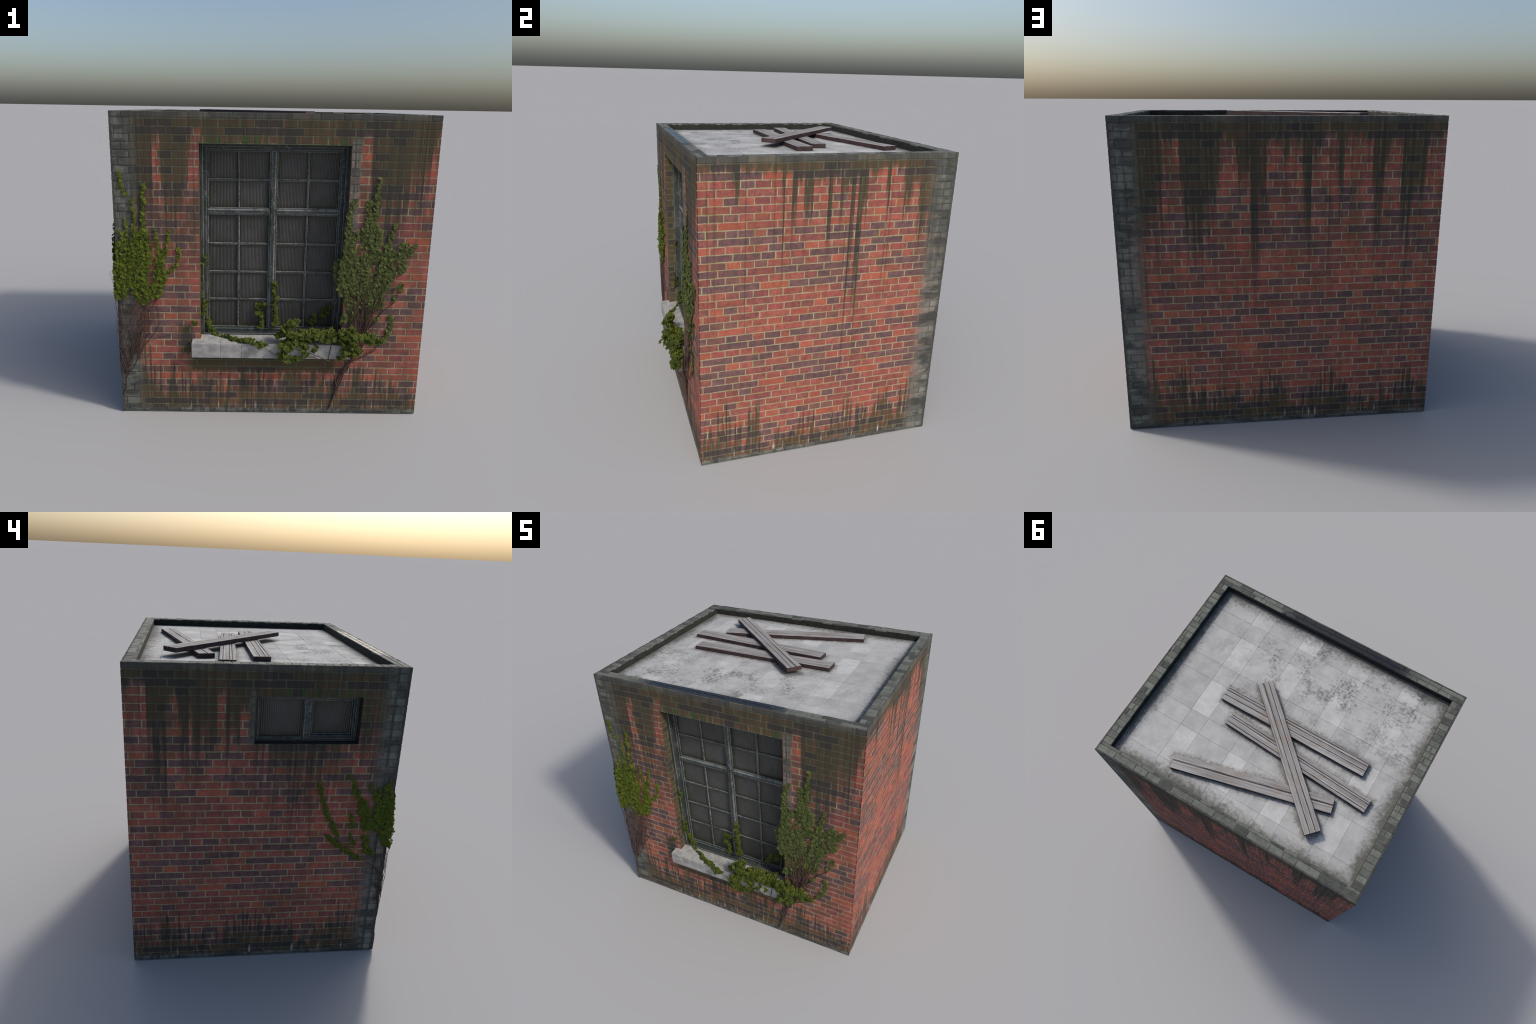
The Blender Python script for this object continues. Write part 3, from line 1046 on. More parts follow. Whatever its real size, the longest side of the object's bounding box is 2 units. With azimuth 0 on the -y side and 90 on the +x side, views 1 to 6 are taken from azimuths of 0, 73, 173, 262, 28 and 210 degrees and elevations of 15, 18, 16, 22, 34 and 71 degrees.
# small window in the left wall, built in (y, z), looking to -x
sw = Builder()
def ring_yz(bd, a0, a1, b0, b1, w, x0, x1):
    bd.box(x0, x1, a0, a0 + w, b0, b1)
    bd.box(x0, x1, a1 - w, a1, b0, b1)
    bd.box(x0, x1, a0 + w, a1 - w, b1 - w, b1)
    bd.box(x0, x1, a0 + w, a1 - w, b0, b0 + w)
ly0, ly1, lz0, lz1 = LITTLE[0] + .001, LITTLE[1] - .001, LITTLE[2] + .001, LITTLE[3] - .001
ring_yz(sw, ly0, ly1, lz0, lz1, .020, -.884, -.830)
small_window = bevelled(add('small_window', sw.mesh('small_window'), building, [PAINT, WORN]), .003)
b_ = Builder()
b_.box(-.889, -.830, -.158, -.118, lz0 + .020, lz1 - .020)
bevelled(add('mullion', b_.mesh('mullion'), small_window, [PAINT, WORN]), .005)
b_ = Builder()
ring_yz(b_, ly0 + .020, -.158, lz0 + .020, lz1 - .020, .011, -.874, -.800)
ring_yz(b_, ly0 + .031, -.169, lz0 + .031, lz1 - .031, .008, -.856, -.800)
bevelled(add('casement', b_.mesh('casement'), small_window, [PAINT, WORN]), .0025)
b_ = Builder()
ring_yz(b_, -.118, ly1 - .020, lz0 + .020, lz1 - .020, .005, -.876, -.840)
bevelled(add('glazing_bead', b_.mesh('glazing_bead'), small_window, [PAINT, WORN]), .0015)
lm = reeded_pane(.25, .22, 21, .0022)
lm.materials.append(GLASS)
for a, b2, m, px in ((ly0 + .038, -.174, .038, -.846), (-.116, ly1 - .022, .022, -.862)):
    o = add('window_pane', lm, small_window)
    o.rotation_euler = (0, 0, -math.pi / 2)
    z0, z1 = lz0 + m, lz1 - m
    o.location = (px, (a + b2) / 2, (z0 + z1) / 2)
    o.scale = ((b2 - a) / .25, 1, (z1 - z0) / .22)
# added dark plates lining the small opening, painting in its reveal shade
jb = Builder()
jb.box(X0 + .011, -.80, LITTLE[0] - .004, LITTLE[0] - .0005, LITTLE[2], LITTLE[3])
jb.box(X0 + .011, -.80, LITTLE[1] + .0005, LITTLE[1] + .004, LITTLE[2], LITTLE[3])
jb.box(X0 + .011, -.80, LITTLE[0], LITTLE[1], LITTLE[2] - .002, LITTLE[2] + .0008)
add('reveal_plate', jb.mesh('reveal_plate'), small_window, [simple('reveal_shade', (0.016, 0.016, 0.015), (0.032, 0.028, 0.026), 30, .9)])

# ------------------------------------------------------------------ ivy
# Each spray is a spine of (x, y, z, half-width); leaves are scattered along it.
CORNER_SPRAYS = [
    [(-0.898,-0.704,1.591,0.008), (-0.889,-0.704,1.543,0.008), (-0.885,-0.704,1.503,0.008), (-0.867,-0.704,1.469,0.008), (-0.851,-0.704,1.446,0.008)],
    [(-0.829,-0.704,1.412,0.008), (-0.820,-0.704,1.372,0.008), (-0.816,-0.704,1.331,0.008), (-0.820,-0.704,1.290,0.008), (-0.819,-0.704,1.242,0.008)],
    [(-0.745,-0.704,1.520,0.008), (-0.749,-0.704,1.488,0.008), (-0.760,-0.704,1.436,0.008), (-0.749,-0.704,1.407,0.008), (-0.757,-0.704,1.349,0.008), (-0.765,-0.704,1.302,0.008), (-0.757,-0.704,1.267,0.008), (-0.767,-0.704,1.231,0.008)],
    [(-0.875,-0.704,1.301,0.008), (-0.870,-0.704,1.265,0.008), (-0.866,-0.704,1.236,0.008), (-0.865,-0.704,1.194,0.008), (-0.861,-0.704,1.158,0.008)],
    [(-0.907,-0.704,1.229,0.008), (-0.894,-0.704,1.199,0.008), (-0.887,-0.704,1.169,0.008)],
    [(-0.689,-0.704,1.238,0.008), (-0.687,-0.704,1.202,0.008), (-0.677,-0.704,1.166,0.008), (-0.669,-0.704,1.118,0.008), (-0.668,-0.704,1.076,0.008)],
    [(-0.605,-0.704,1.233,0.008), (-0.608,-0.704,1.203,0.008), (-0.621,-0.704,1.167,0.008), (-0.625,-0.704,1.131,0.010), (-0.638,-0.704,1.094,0.015), (-0.633,-0.704,1.064,0.012)],
    [(-0.549,-0.704,1.126,0.008), (-0.547,-0.704,1.090,0.008), (-0.562,-0.704,1.053,0.008)],
    [(-0.563,-0.704,1.016,0.008), (-0.593,-0.704,0.991,0.008), (-0.618,-0.704,0.966,0.008), (-0.636,-0.704,0.940,0.008)],
    [(-0.821,-0.708,1.243,0.015), (-0.810,-0.708,1.165,0.035), (-0.808,-0.708,1.075,0.052), (-0.800,-0.708,0.983,0.064), (-0.804,-0.708,0.889,0.064), (-0.782,-0.708,0.827,0.058), (-0.767,-0.708,0.763,0.023)],
    [(-0.767,-0.707,1.232,0.023), (-0.752,-0.707,1.166,0.029), (-0.750,-0.707,1.075,0.035), (-0.752,-0.707,1.014,0.035)],
    [(-0.904,-0.707,1.152,0.029), (-0.897,-0.707,1.073,0.041), (-0.901,-0.707,0.981,0.052), (-0.899,-0.707,0.888,0.046), (-0.920,-0.707,0.824,0.035), (-0.928,-0.707,0.792,0.035)],
    [(-0.667,-0.707,1.076,0.020), (-0.670,-0.707,0.984,0.035), (-0.672,-0.707,0.922,0.041), (-0.686,-0.707,0.859,0.035), (-0.705,-0.707,0.808,0.023)],
    [(-0.946,-0.230,1.254,0.011), (-0.946,-0.237,1.209,0.011), (-0.946,-0.248,1.159,0.011), (-0.946,-0.262,1.109,0.011), (-0.946,-0.284,1.058,0.014), (-0.946,-0.305,1.007,0.014), (-0.946,-0.333,0.962,0.014), (-0.946,-0.350,0.924,0.016), (-0.946,-0.370,0.894,0.011)],
    [(-0.946,-0.298,0.903,0.011), (-0.946,-0.342,0.864,0.018), (-0.946,-0.381,0.825,0.028), (-0.946,-0.425,0.793,0.024), (-0.946,-0.463,0.765,0.016), (-0.946,-0.508,0.737,0.020), (-0.946,-0.531,0.724,0.011)],
    [(-0.946,-0.420,1.288,0.011), (-0.946,-0.438,1.242,0.011), (-0.946,-0.457,1.193,0.016), (-0.946,-0.485,1.150,0.016), (-0.946,-0.514,1.106,0.032), (-0.946,-0.530,1.055,0.032), (-0.946,-0.533,1.003,0.028), (-0.946,-0.538,0.958,0.024), (-0.946,-0.543,0.921,0.020)],
    [(-0.946,-0.443,1.041,0.011), (-0.946,-0.452,0.997,0.016), (-0.946,-0.454,0.945,0.011)],
    [(-0.946,-0.492,1.063,0.014), (-0.946,-0.510,1.026,0.016)],
    [(-0.946,-0.455,0.900,0.011), (-0.946,-0.465,0.873,0.011), (-0.946,-0.478,0.823,0.016)],
    [(-0.946,-0.544,0.883,0.024), (-0.946,-0.552,0.844,0.020), (-0.946,-0.565,0.790,0.028), (-0.946,-0.597,0.758,0.016)],
    [(-0.946,-0.540,1.227,0.011), (-0.946,-0.564,1.192,0.011), (-0.946,-0.589,1.156,0.016), (-0.946,-0.609,1.105,0.032), (-0.946,-0.626,1.031,0.044), (-0.946,-0.620,0.972,0.048), (-0.946,-0.611,0.927,0.040)],
    [(-0.946,-0.564,0.973,0.024), (-0.946,-0.582,0.942,0.024)],
    [(-0.949,-0.615,1.207,0.016), (-0.949,-0.626,1.149,0.032), (-0.949,-0.637,1.091,0.048), (-0.949,-0.654,1.017,0.048), (-0.949,-0.664,0.942,0.048), (-0.949,-0.672,0.882,0.044), (-0.949,-0.690,0.827,0.032)],
    [(-0.949,-0.659,1.256,0.011), (-0.949,-0.653,1.228,0.011), (-0.949,-0.662,1.185,0.020), (-0.949,-0.675,1.142,0.024), (-0.949,-0.680,1.076,0.028), (-0.949,-0.687,1.002,0.028), (-0.949,-0.696,0.912,0.028)],
]
WALL_SPRAYS = [
    [(0.522,-0.704,1.435,0.009), (0.502,-0.704,1.388,0.010), (0.491,-0.704,1.335,0.012), (0.490,-0.704,1.294,0.014), (0.497,-0.704,1.222,0.020), (0.501,-0.704,1.162,0.026)],
    [(0.501,-0.707,1.163,0.026), (0.498,-0.707,1.102,0.032), (0.497,-0.707,1.029,0.041), (0.500,-0.707,0.967,0.046), (0.498,-0.707,0.904,0.046), (0.502,-0.707,0.841,0.035)],
    [(0.659,-0.704,1.566,0.006), (0.667,-0.704,1.540,0.009), (0.655,-0.704,1.506,0.010), (0.653,-0.704,1.460,0.012), (0.654,-0.704,1.408,0.012), (0.652,-0.704,1.349,0.012), (0.643,-0.704,1.320,0.014), (0.645,-0.704,1.290,0.017), (0.671,-0.704,1.249,0.017), (0.680,-0.704,1.213,0.014), (0.686,-0.704,1.165,0.013)],
    [(0.609,-0.704,1.430,0.012), (0.609,-0.704,1.389,0.010), (0.606,-0.704,1.348,0.014), (0.603,-0.704,1.307,0.014), (0.613,-0.704,1.248,0.020), (0.610,-0.704,1.200,0.029), (0.608,-0.704,1.139,0.035)],
    [(0.599,-0.707,1.091,0.041), (0.586,-0.707,1.030,0.046), (0.584,-0.707,0.968,0.052), (0.588,-0.707,0.905,0.052), (0.622,-0.707,0.843,0.052), (0.650,-0.707,0.792,0.035), (0.701,-0.707,0.754,0.023)],
    [(0.585,-0.704,1.271,0.012), (0.565,-0.704,1.223,0.013), (0.546,-0.704,1.187,0.012)],
    [(0.776,-0.704,1.292,0.009), (0.759,-0.704,1.250,0.010), (0.756,-0.704,1.214,0.012), (0.744,-0.704,1.178,0.012), (0.741,-0.704,1.141,0.017), (0.735,-0.704,1.105,0.023)],
    [(0.734,-0.707,1.105,0.023), (0.727,-0.707,1.044,0.035), (0.732,-0.707,0.982,0.046), (0.719,-0.707,0.920,0.046), (0.705,-0.707,0.856,0.041), (0.697,-0.707,0.805,0.035)],
    [(0.824,-0.705,1.167,0.017), (0.838,-0.705,1.143,0.020), (0.825,-0.705,1.082,0.017), (0.834,-0.705,1.045,0.020), (0.832,-0.705,0.996,0.020), (0.810,-0.705,0.983,0.023)],
    [(0.899,-0.704,1.156,0.012), (0.889,-0.704,1.131,0.014), (0.872,-0.704,1.094,0.012)],
    [(0.781,-0.704,1.124,0.012), (0.777,-0.704,1.093,0.017), (0.773,-0.704,1.069,0.014)],
    [(0.831,-0.704,0.908,0.017), (0.832,-0.704,0.864,0.014)],
    [(0.647,-0.706,1.171,0.020), (0.663,-0.706,1.110,0.026), (0.678,-0.706,1.062,0.035)],
    [(0.453,-0.690,1.066,0.020), (0.446,-0.690,1.023,0.026), (0.449,-0.690,0.911,0.017)],
    [(0.514,-0.707,0.841,0.023), (0.536,-0.707,0.765,0.026), (0.558,-0.707,0.701,0.023)],
    [(0.800,-0.704,0.809,0.014), (0.812,-0.704,0.809,0.014)],
    [(0.791,-0.704,0.696,0.013), (0.789,-0.704,0.683,0.013)],
    [(0.518,-0.707,0.788,0.014), (0.540,-0.707,0.747,0.019), (0.552,-0.707,0.701,0.021), (0.559,-0.707,0.665,0.021)],
    [(0.494,-0.707,0.700,0.019), (0.492,-0.707,0.653,0.016)],
    [(0.630,-0.707,0.779,0.042), (0.690,-0.707,0.755,0.028), (0.712,-0.707,0.775,0.023)],
    [(0.690,-0.706,0.677,0.019), (0.701,-0.706,0.661,0.019)],
    [(0.630,-0.706,0.707,0.019), (0.634,-0.706,0.676,0.016)],
    [(0.790,-0.706,0.689,0.012), (0.786,-0.706,0.642,0.010), (0.787,-0.706,0.600,0.012), (0.775,-0.706,0.568,0.012), (0.750,-0.706,0.530,0.014), (0.737,-0.706,0.509,0.014)],
]
SILL_SPRAYS = [
    [(0.175,-0.762,0.672,0.019), (0.156,-0.762,0.661,0.028), (0.133,-0.762,0.630,0.028), (0.100,-0.762,0.604,0.023)],
    [(0.210,-0.725,0.584,0.032), (0.283,-0.725,0.585,0.028), (0.307,-0.725,0.601,0.023), (0.351,-0.725,0.586,0.028), (0.381,-0.725,0.576,0.028), (0.419,-0.725,0.603,0.023)],
    [(0.417,-0.752,0.567,0.028), (0.305,-0.752,0.560,0.028), (0.233,-0.752,0.554,0.028), (0.136,-0.752,0.537,0.028), (0.162,-0.752,0.506,0.023)],
    [(0.086,-0.800,0.527,0.014), (0.115,-0.800,0.506,0.019), (0.158,-0.800,0.517,0.019)],
    [(0.241,-0.788,0.518,0.014), (0.252,-0.788,0.482,0.014), (0.248,-0.788,0.455,0.012)],
    [(0.308,-0.788,0.514,0.016), (0.314,-0.788,0.488,0.014)],
    [(0.097,-0.800,0.475,0.019), (0.151,-0.800,0.428,0.023), (0.161,-0.800,0.413,0.019)],
    [(0.194,-0.800,0.439,0.014), (0.219,-0.800,0.437,0.009)],
    [(0.505,-0.785,0.629,0.037), (0.506,-0.785,0.603,0.037), (0.495,-0.785,0.541,0.023), (0.520,-0.785,0.526,0.028)],
    [(0.539,-0.805,0.556,0.014), (0.563,-0.805,0.561,0.014)],
    [(0.480,-0.788,0.464,0.016), (0.477,-0.788,0.437,0.019)],
    [(0.497,-0.788,0.495,0.023), (0.522,-0.788,0.490,0.028), (0.562,-0.788,0.470,0.023), (0.594,-0.788,0.497,0.014)],
    [(0.545,-0.788,0.590,0.028), (0.612,-0.788,0.585,0.028), (0.646,-0.788,0.591,0.028), (0.662,-0.788,0.560,0.023), (0.691,-0.788,0.555,0.014), (0.729,-0.788,0.571,0.009)],
    [(0.076,-0.765,0.579,0.019), (0.144,-0.765,0.590,0.028), (0.231,-0.765,0.581,0.028), (0.318,-0.765,0.582,0.028), (0.394,-0.765,0.588,0.028)],
    [(0.116,-0.772,0.535,0.023), (0.193,-0.772,0.531,0.025), (0.256,-0.772,0.537,0.019)],
    [(0.357,-0.762,0.576,0.028), (0.426,-0.762,0.556,0.028), (0.474,-0.762,0.557,0.032), (0.522,-0.762,0.557,0.037), (0.571,-0.762,0.558,0.028)],
    [(0.497,-0.788,0.589,0.032), (0.533,-0.788,0.548,0.028), (0.569,-0.788,0.517,0.023)],
    [(0.408,-0.868,0.602,0.007), (0.405,-0.868,0.582,0.006)],
    [(-0.383,-0.634,1.066,0.008), (-0.399,-0.634,1.033,0.009), (-0.409,-0.634,0.995,0.008), (-0.415,-0.634,0.929,0.005), (-0.419,-0.634,0.857,0.006)],
    [(-0.421,-0.640,0.825,0.009), (-0.411,-0.640,0.780,0.013), (-0.396,-0.640,0.724,0.015), (-0.407,-0.640,0.667,0.018)],
    [(-0.445,-0.715,0.651,0.015), (-0.448,-0.715,0.639,0.010)],
    [(-0.382,-0.618,0.636,0.008), (-0.372,-0.618,0.595,0.011), (-0.364,-0.618,0.555,0.013)],
    [(-0.364,-0.620,0.556,0.013), (-0.338,-0.640,0.541,0.010), (-0.299,-0.665,0.526,0.008), (-0.249,-0.690,0.540,0.005), (-0.210,-0.720,0.534,0.010), (-0.157,-0.740,0.535,0.011), (-0.104,-0.762,0.542,0.013), (-0.073,-0.778,0.530,0.015), (-0.031,-0.790,0.525,0.018), (-0.010,-0.790,0.531,0.013)],
    [(0.053,-0.613,0.890,0.006), (0.056,-0.613,0.856,0.008), (0.049,-0.613,0.811,0.008), (0.063,-0.613,0.783,0.011), (0.048,-0.613,0.754,0.011), (0.060,-0.613,0.709,0.010), (0.061,-0.613,0.663,0.009), (0.059,-0.613,0.617,0.013), (0.057,-0.613,0.587,0.020)],
    [(-0.056,-0.600,0.731,0.010), (-0.053,-0.600,0.691,0.013), (-0.036,-0.600,0.662,0.009), (-0.030,-0.600,0.628,0.009), (-0.030,-0.600,0.593,0.013), (-0.040,-0.600,0.563,0.018)],
    [(-0.032,-0.600,0.729,0.008), (0.011,-0.600,0.726,0.010)],
    [(0.307,-0.600,0.650,0.015), (0.298,-0.600,0.603,0.013)],
    [(0.417,-0.600,0.720,0.020), (0.382,-0.600,0.674,0.018), (0.372,-0.600,0.645,0.015)],
]

BARK = simple('ivy_bark', (0.105, 0.058, 0.048), (0.055, 0.032, 0.029), 60, .85)
GREENS = {
    'corner': leaf_material('leaf_yellow_green', (0.060, 0.095, 0.012), (0.125, 0.145, 0.014)),
    'wall': leaf_material('leaf_dull_green', (0.068, 0.088, 0.026), (0.112, 0.132, 0.040)),
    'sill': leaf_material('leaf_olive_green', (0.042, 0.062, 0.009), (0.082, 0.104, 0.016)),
}
STALK = simple('leaf_stalk', (0.33, 0.33, 0.04), (0.24, 0.27, 0.03), 40, .6)


def ivy_leaf(seed):
    """Five-lobed leaf about one unit across, hanging along -z, face to -y, with a short stalk."""
    r = random.Random(seed)
    half = [(0.0, -.58), (.13, -.30), (.30, -.36), (.33, -.10), (.52, .02), (.40, .20), (.30, .38), (.10, .30)]
    def jit(p):
        return (p[0] * r.uniform(.88, 1.12), p[1] * r.uniform(.92, 1.10))
    right = [jit(p) for p in half]
    left = [(-p[0] * r.uniform(.9, 1.1), p[1] * r.uniform(.95, 1.05)) for p in right[1:]]
    rim = right + [(0.0, .24)] + list(reversed(left))
    cup, droop = r.uniform(.12, .30), r.uniform(.05, .22)
    def bend(x, z):
        return (x, -.05 + cup * abs(x) * .75 + droop * max(0, -z) ** 1.6, z)
    v = [bend(0, .24), bend(0, 0), bend(0, -.28)]
    v[1] = (0, v[1][1] + .02, 0)
    base = len(v)
    v += [bend(*p) for p in rim]
    f, n = [], len(rim)
    for i in range(n):
        k = (i + 1) % n
        zc = (rim[i][1] + rim[k][1]) / 2
        c = 2 if zc < -.26 else 1
        f.append((base + i, base + k, c))
    # joints where the fan changes its hub
    for i in range(n):
        z0 = (rim[i - 1][1] + rim[i][1]) / 2 < -.26
        z1 = (rim[i][1] + rim[(i + 1) % n][1]) / 2 < -.26
        if z0 != z1:
            f.append((base + i, 1, 2) if z0 else (base + i, 2, 1))
    s = [0] * len(f)
    b = len(v)
    w = .028
    sx = r.uniform(-.2, .2)
    v += [(-w, -.04, .22), (w, -.04, .22), (0, 0, .22), (-w + sx, .16, .62), (w + sx, .16, .62), (sx, .20, .62)]
    f += [(b, b + 1, b + 4, b + 3), (b + 1, b + 2, b + 5, b + 4), (b + 2, b, b + 3, b + 5)]
    s += [1, 1, 1]
    return v, f, s


LEAVES = [ivy_leaf(500 + i) for i in range(8)]
LEAF_MESH = {}
for kind, g in GREENS.items():
    LEAF_MESH[kind] = []
    for v, f, s in LEAVES:
        me = mesh_from('leaf', v, f, s, True)
        me.materials.append(g)
        me.materials.append(STALK)
        LEAF_MESH[kind].append(me)


def spline(points, t):
    """Catmull-Rom through the points, t in 0..len-1."""
    i = min(int(t), len(points) - 2)
    k = t - i
    p = [Vector(points[max(0, min(len(points) - 1, j))]) for j in (i - 1, i, i + 1, i + 2)]
    return .5 * ((2 * p[1]) + (p[2] - p[0]) * k + (2 * p[0] - 5 * p[1] + 4 * p[2] - p[3]) * k * k + (3 * p[1] - p[0] - 3 * p[2] + p[3]) * k ** 3)


def scatter(sprays, kind, size, density, rng, bulge, spread=1.0, inward=.3):
    out = []
    for pts in sprays:
        on_left = pts[0][0] < X0 - .005
        t, seg = 0.0, len(pts) - 1
        while t < seg:
            q = spline(pts, t)
            w = max(q[3], .004) * spread
            seglen = max((Vector(pts[min(int(t) + 1, seg)][:3]) - Vector(pts[int(t)][:3])).length, .01)
            count = w / .012
            step = size * .46 / (density * (.75 if on_left else 1.0)) / max(count, .8)
            t += step / seglen * rng.uniform(.7, 1.3)
            a = rng.uniform(-1, 1)
            side = a * w
            depth = rng.uniform(-inward, 1.0) * bulge * min(1.0, w / .03) * (1 - .5 * a * a) + rng.uniform(0, .004)
            dz = rng.uniform(-.008, .008)
            if on_left:
                pos = Vector((min(q[0] - depth, X0 - .009), q[1] + side, q[2] + dz))
                out_dir = Vector((-1, rng.uniform(-.35, .35), 0))
            else:
                pos = Vector((q[0] + side, max(q[1] - depth, -.882), q[2] + dz + (a * .3 * w if spread > 1 else 0)))
                out_dir = Vector((rng.uniform(-.35, .35), -1, 0))
                if pos.x < X0 - .012:                     # wraps round the corner
                    pos.x = X0 - .012 - rng.uniform(0, .012)
                    out_dir = Vector((-1, -.4, 0))
            sc = size * rng.uniform(.72, 1.22) * (.8 + .2 * min(1, w / .02))
            out.append((pos, out_dir, sc, kind))
    return out


def leaf_matrix(pos, out_dir, sc, rng, flop):
    yaw = math.atan2(out_dir.x, -out_dir.y)
    m = Matrix.Translation(pos) @ Matrix.Rotation(yaw, 4, 'Z')
    m = m @ Matrix.Rotation(-rng.uniform(.05, flop), 4, 'X')             # tip stands off the wall
    m = m @ Matrix.Rotation(rng.gauss(0, .45), 4, 'Y') @ Matrix.Rotation(rng.gauss(0, .25), 4, 'Z')
    return m @ Matrix.Scale(sc, 4)


lr = random.Random(2024)
corner = scatter(CORNER_SPRAYS, 'corner', .026, 2.0, lr, .006)
wall_l = scatter(WALL_SPRAYS, 'wall', .027, 2.2, lr, .005, 1.22)
sill_l = scatter(SILL_SPRAYS, 'sill', .035, 2.3, lr, .024, 1.25, 1.2)


def vine_mesh(paths):
    """Tapered wiggling tubes along paths of (points, radius, end radius)."""
    bd = Builder()
    for pts, r0, r1 in paths:
        n = max(8, int(sum((Vector(b_) - Vector(a)).length for a, b_ in zip(pts, pts[1:])) / .014))
        rows = []
        for i in range(n + 1):
            q = spline(pts, (len(pts) - 1) * i / n)
            q2 = spline(pts, min((len(pts) - 1) * (i + .2) / n, len(pts) - 1)) if i < n else q
            tan = (q2 - q) if i < n else tan
            if tan.length < 1e-9:
                tan = Vector((0, 0, 1))
            t_ = tan.normalized()
            a = t_.cross(Vector((0.3, 1, 0.1))).normalized()
            b2 = t_.cross(a)
            r = r0 + (r1 - r0) * i / n
            rows.append([q + (a * math.cos(k * math.tau / 5) + b2 * math.sin(k * math.tau / 5)) * r for k in range(5)])
        v = [p for row in rows for p in row]
        f = [(i * 5 + k, i * 5 + (k + 1) % 5, (i + 1) * 5 + (k + 1) % 5, (i + 1) * 5 + k) for i in range(n) for k in range(5)]
        f += [tuple(reversed(range(5))), tuple(range(n * 5, n * 5 + 5))]
        bd.raw(v, f)
    me = bd.mesh('ivy_vine')
    me.polygons.foreach_set('use_smooth', [True] * len(me.polygons))
    return me


def wiggle(points, amp, rng, steps=5):
    """Resample a path with sideways wander."""
    out = []
    n = (len(points) - 1) * steps
    for i in range(n + 1):
        q = spline(points, (len(points) - 1) * i / n)
        if 0 < i < n:
            q = q + Vector((rng.uniform(-amp, amp), rng.uniform(-.004, .003), rng.uniform(-amp, amp) * .4))
        out.append(tuple(q))
    return out


def spine_paths(sprays, r):
    return [([p[:3] for p in pts], r, r * .5) for pts in sprays if len(pts) > 2]


vr = random.Random(77)
vines = []
vines.append(([(-.934, -.703, .002), (-.933, -.705, .111), (-.914, -.704, .160), (-.904, -.704, .244)], .0042, .0036))
vines.append((wiggle([(-.904, -.704, .244), (-.913, -.705, .339), (-.936, -.708, .427), (-.938, -.706, .514), (-.937, -.706, .582), (-.943, -.706, .701), (-.953, -.700, .770)], .004, vr, 2), .0030, .0014))
vines.append((wiggle([(-.904, -.704, .244), (-.883, -.704, .292), (-.843, -.704, .340), (-.819, -.704, .411), (-.790, -.704, .469), (-.746, -.704, .516), (-.695, -.704, .603), (-.683, -.704, .665), (-.692, -.704, .745)], .004, vr, 2), .0030, .0014))
vines.append((wiggle([(-.760, -.703, .505), (-.680, -.702, .535), (-.613, -.702, .551), (-.511, -.702, .592)], .004, vr, 3), .0012, .0007))
for i in range(40):
    ex = vr.uniform(-.945, -.675)
    side = (ex + .945) / .27
    zs = vr.uniform(.26, .50)
    sx = -.905 + max(0, zs - .26) * .55 * (side * 1.1) + vr.uniform(-.02, .02) - max(0, .3 - side) * .08
    sx = max(sx, -.942)
    mid = ((sx + ex) / 2 + vr.uniform(-.035, .035), -.706, (zs + .78) / 2)
    path = [(sx, -.704, zs), (max(mid[0], -.948), mid[1] - vr.uniform(0, .010), mid[2]), (ex, -.706 - vr.uniform(0, .012), vr.uniform(.77, .86))]
    vines.append((wiggle(path, .011, vr, 6), vr.uniform(.0011, .0019), .0008))
for i in range(7):                    # round the corner, on the left wall
    y = vr.uniform(-.69, -.60)
    path = [(-.940, -.700, vr.uniform(.25, .4)), (-.943, y * .5 - .35, .55), (-.945, y, vr.uniform(.72, .85))]
    vines.append((wiggle(path, .006, vr, 5), .0017, .0009))
for ye, ze in ((-.53, .73), (-.50, .80), (-.56, .78)):
    vines.append((wiggle([(-.941, -.690, .60), (-.941, -.62, .665), (-.941, ye, ze)], .006, vr, 4), .0013, .0007))
# stray tendrils reaching out from the corner
vines.append((wiggle([(-.945, -.690, .80), (-.975, -.640, .87), (-.996, -.628, .937), (-.965, -.640, .955)], .004, vr, 3), .0010, .0005))
vines.append((wiggle([(-.945, -.69, .84), (-.972, -.66, .90), (-.990, -.640, .945)], .004, vr, 3), .0009, .0005))
vines.append((wiggle([(-.942, -.68, 1.14), (-.952, -.68, 1.17), (-.948, -.68, 1.21)], .003, vr, 3), .0008, .0004))
ivy_corner = add('ivy_vine', vine_mesh(vines + spine_paths(CORNER_SPRAYS, .0012)), building, [BARK])

vines = []
vines.append(([(.425, -.703, .030), (.451, -.704, .120), (.472, -.705, .199), (.493, -.708, .277), (.520, -.712, .338)], .0032, .0075))
for i in range(9):                    # the bundled trunk
    o1, o2 = vr.uniform(-.014, .014), vr.uniform(-.05, .05)
    vines.append((wiggle([(.462 + o1 * .3, -.706, .165 + vr.uniform(-.03, .08)), (.495 + o1, -.712, .285), (.528 + o1, -.722, .360), (.565 + o2 * .6, -.735, .450), (.592 + o2, -.730, .560)], .004, vr, 3), .0042, .0036))
vines.append((wiggle([(.472, -.708, .199), (.452, -.725, .275), (.428, -.745, .335), (.406, -.772, .400), (.402, -.770, .433), (.412, -.769, .517), (.412, -.762, .545)], .003, vr, 2), .0034, .0026))
vines.append((wiggle([(.525, -.715, .345), (.505, -.72, .40), (.47, -.71, .42), (.43, -.72, .425)], .003, vr, 2), .003, .0015))
vines.append((wiggle([(.540, -.712, .375), (.628, -.712, .420), (.694, -.713, .459), (.721, -.713, .500), (.745, -.712, .54)], .003, vr, 2), .0055, .0018))
vines.append((wiggle([(.620, -.712, .560), (.665, -.708, .619), (.740, -.706, .729), (.808, -.705, .797), (.828, -.71, .87)], .004, vr, 3), .0038, .0014))
vines.append((wiggle([(.407, -.774, .414), (.332, -.774, .445), (.283, -.774, .465), (.185, -.774, .496)], .005, vr, 3), .0034, .0016))
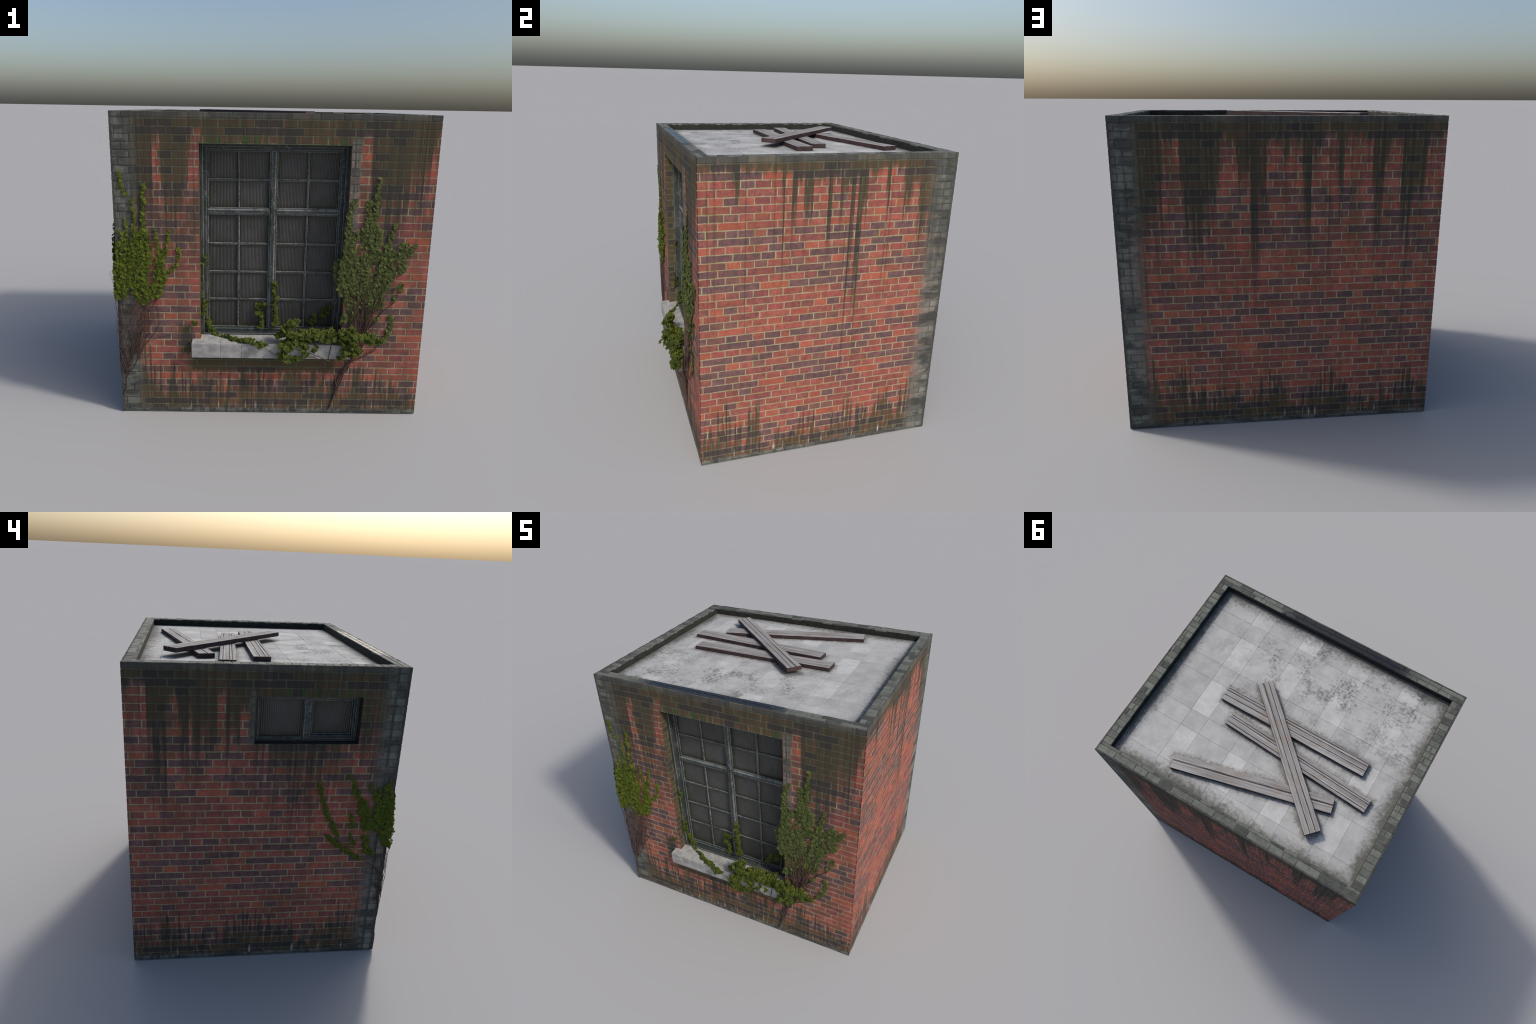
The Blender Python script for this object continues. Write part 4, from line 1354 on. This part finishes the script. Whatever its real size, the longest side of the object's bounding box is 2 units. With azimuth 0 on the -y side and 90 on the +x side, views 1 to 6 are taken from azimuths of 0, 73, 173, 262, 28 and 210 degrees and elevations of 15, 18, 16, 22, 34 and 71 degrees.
vines.append((wiggle([(.407, -.774, .410), (.345, -.770, .412), (.30, -.772, .44), (.24, -.774, .43), (.17, -.775, .415)], .006, vr, 3), .0028, .0010))
vines.append((wiggle([(-.02, -.768, .505), (.03, -.770, .470), (.085, -.768, .432)], .003, vr, 3), .0016, .0012))
for i in range(26):                   # fan of stems under the leaves
    a = i / 25
    xe = .485 + .27 * a + vr.uniform(-.03, .03)
    path = [(.585 + (a - .5) * .05, -.722, .50 + vr.uniform(-.03, .05)), (.545 + .13 * a + vr.uniform(-.02, .02), -.718, .66), (xe, -.710, vr.uniform(.80, 1.02))]
    vines.append((wiggle(path, .008, vr, 5), vr.uniform(.0022, .0042), .0012))
vines.append((wiggle([(.44, -.69, .60), (.455, -.70, .75), (.47, -.70, .90), (.46, -.69, 1.05)], .005, vr, 3), .0014, .001))
ivy_wall = add('ivy_vine', vine_mesh(vines + spine_paths(WALL_SPRAYS + SILL_SPRAYS, .0013)), building, [BARK])

# place the leaves: the 300 largest-showing as objects, the rest joined
everything = [(l, ivy_corner, .6) for l in corner] + [(l, ivy_wall, .5) for l in wall_l] + [(l, ivy_wall, 1.4) for l in sill_l]
order = sorted(range(len(everything)), key=lambda i: -everything[i][0][2])
named = set(order[:300])
rest = {}
for i, ((pos, od, sc, kind), parent, flop) in enumerate(everything):
    m = leaf_matrix(pos, od, sc, lr, flop)
    k = lr.randrange(len(LEAVES))
    if i in named:
        o = bpy.data.objects.new('leaf', LEAF_MESH[kind][k])
        COL.objects.link(o)
        o.parent = parent
        o.matrix_world = m
    else:
        bd = rest.setdefault((parent.name, kind), (Builder(), parent))[0]
        v, f, s = LEAVES[k]
        base = len(bd.v)
        bd.v += [tuple(m @ Vector(p)) for p in v]
        bd.f += [tuple(j + base for j in q) for q in f]
        bd.s += s
for (pn, kind), (bd, parent) in rest.items():
    me = bd.mesh('foliage')
    me.polygons.foreach_set('use_smooth', [True] * len(me.polygons))
    o = add('foliage', me, parent, [GREENS[kind], STALK])
    o['kind'] = 'stuff'
print('leaves', len(everything), 'bricks', sum(len(b) for b in layout.values()))
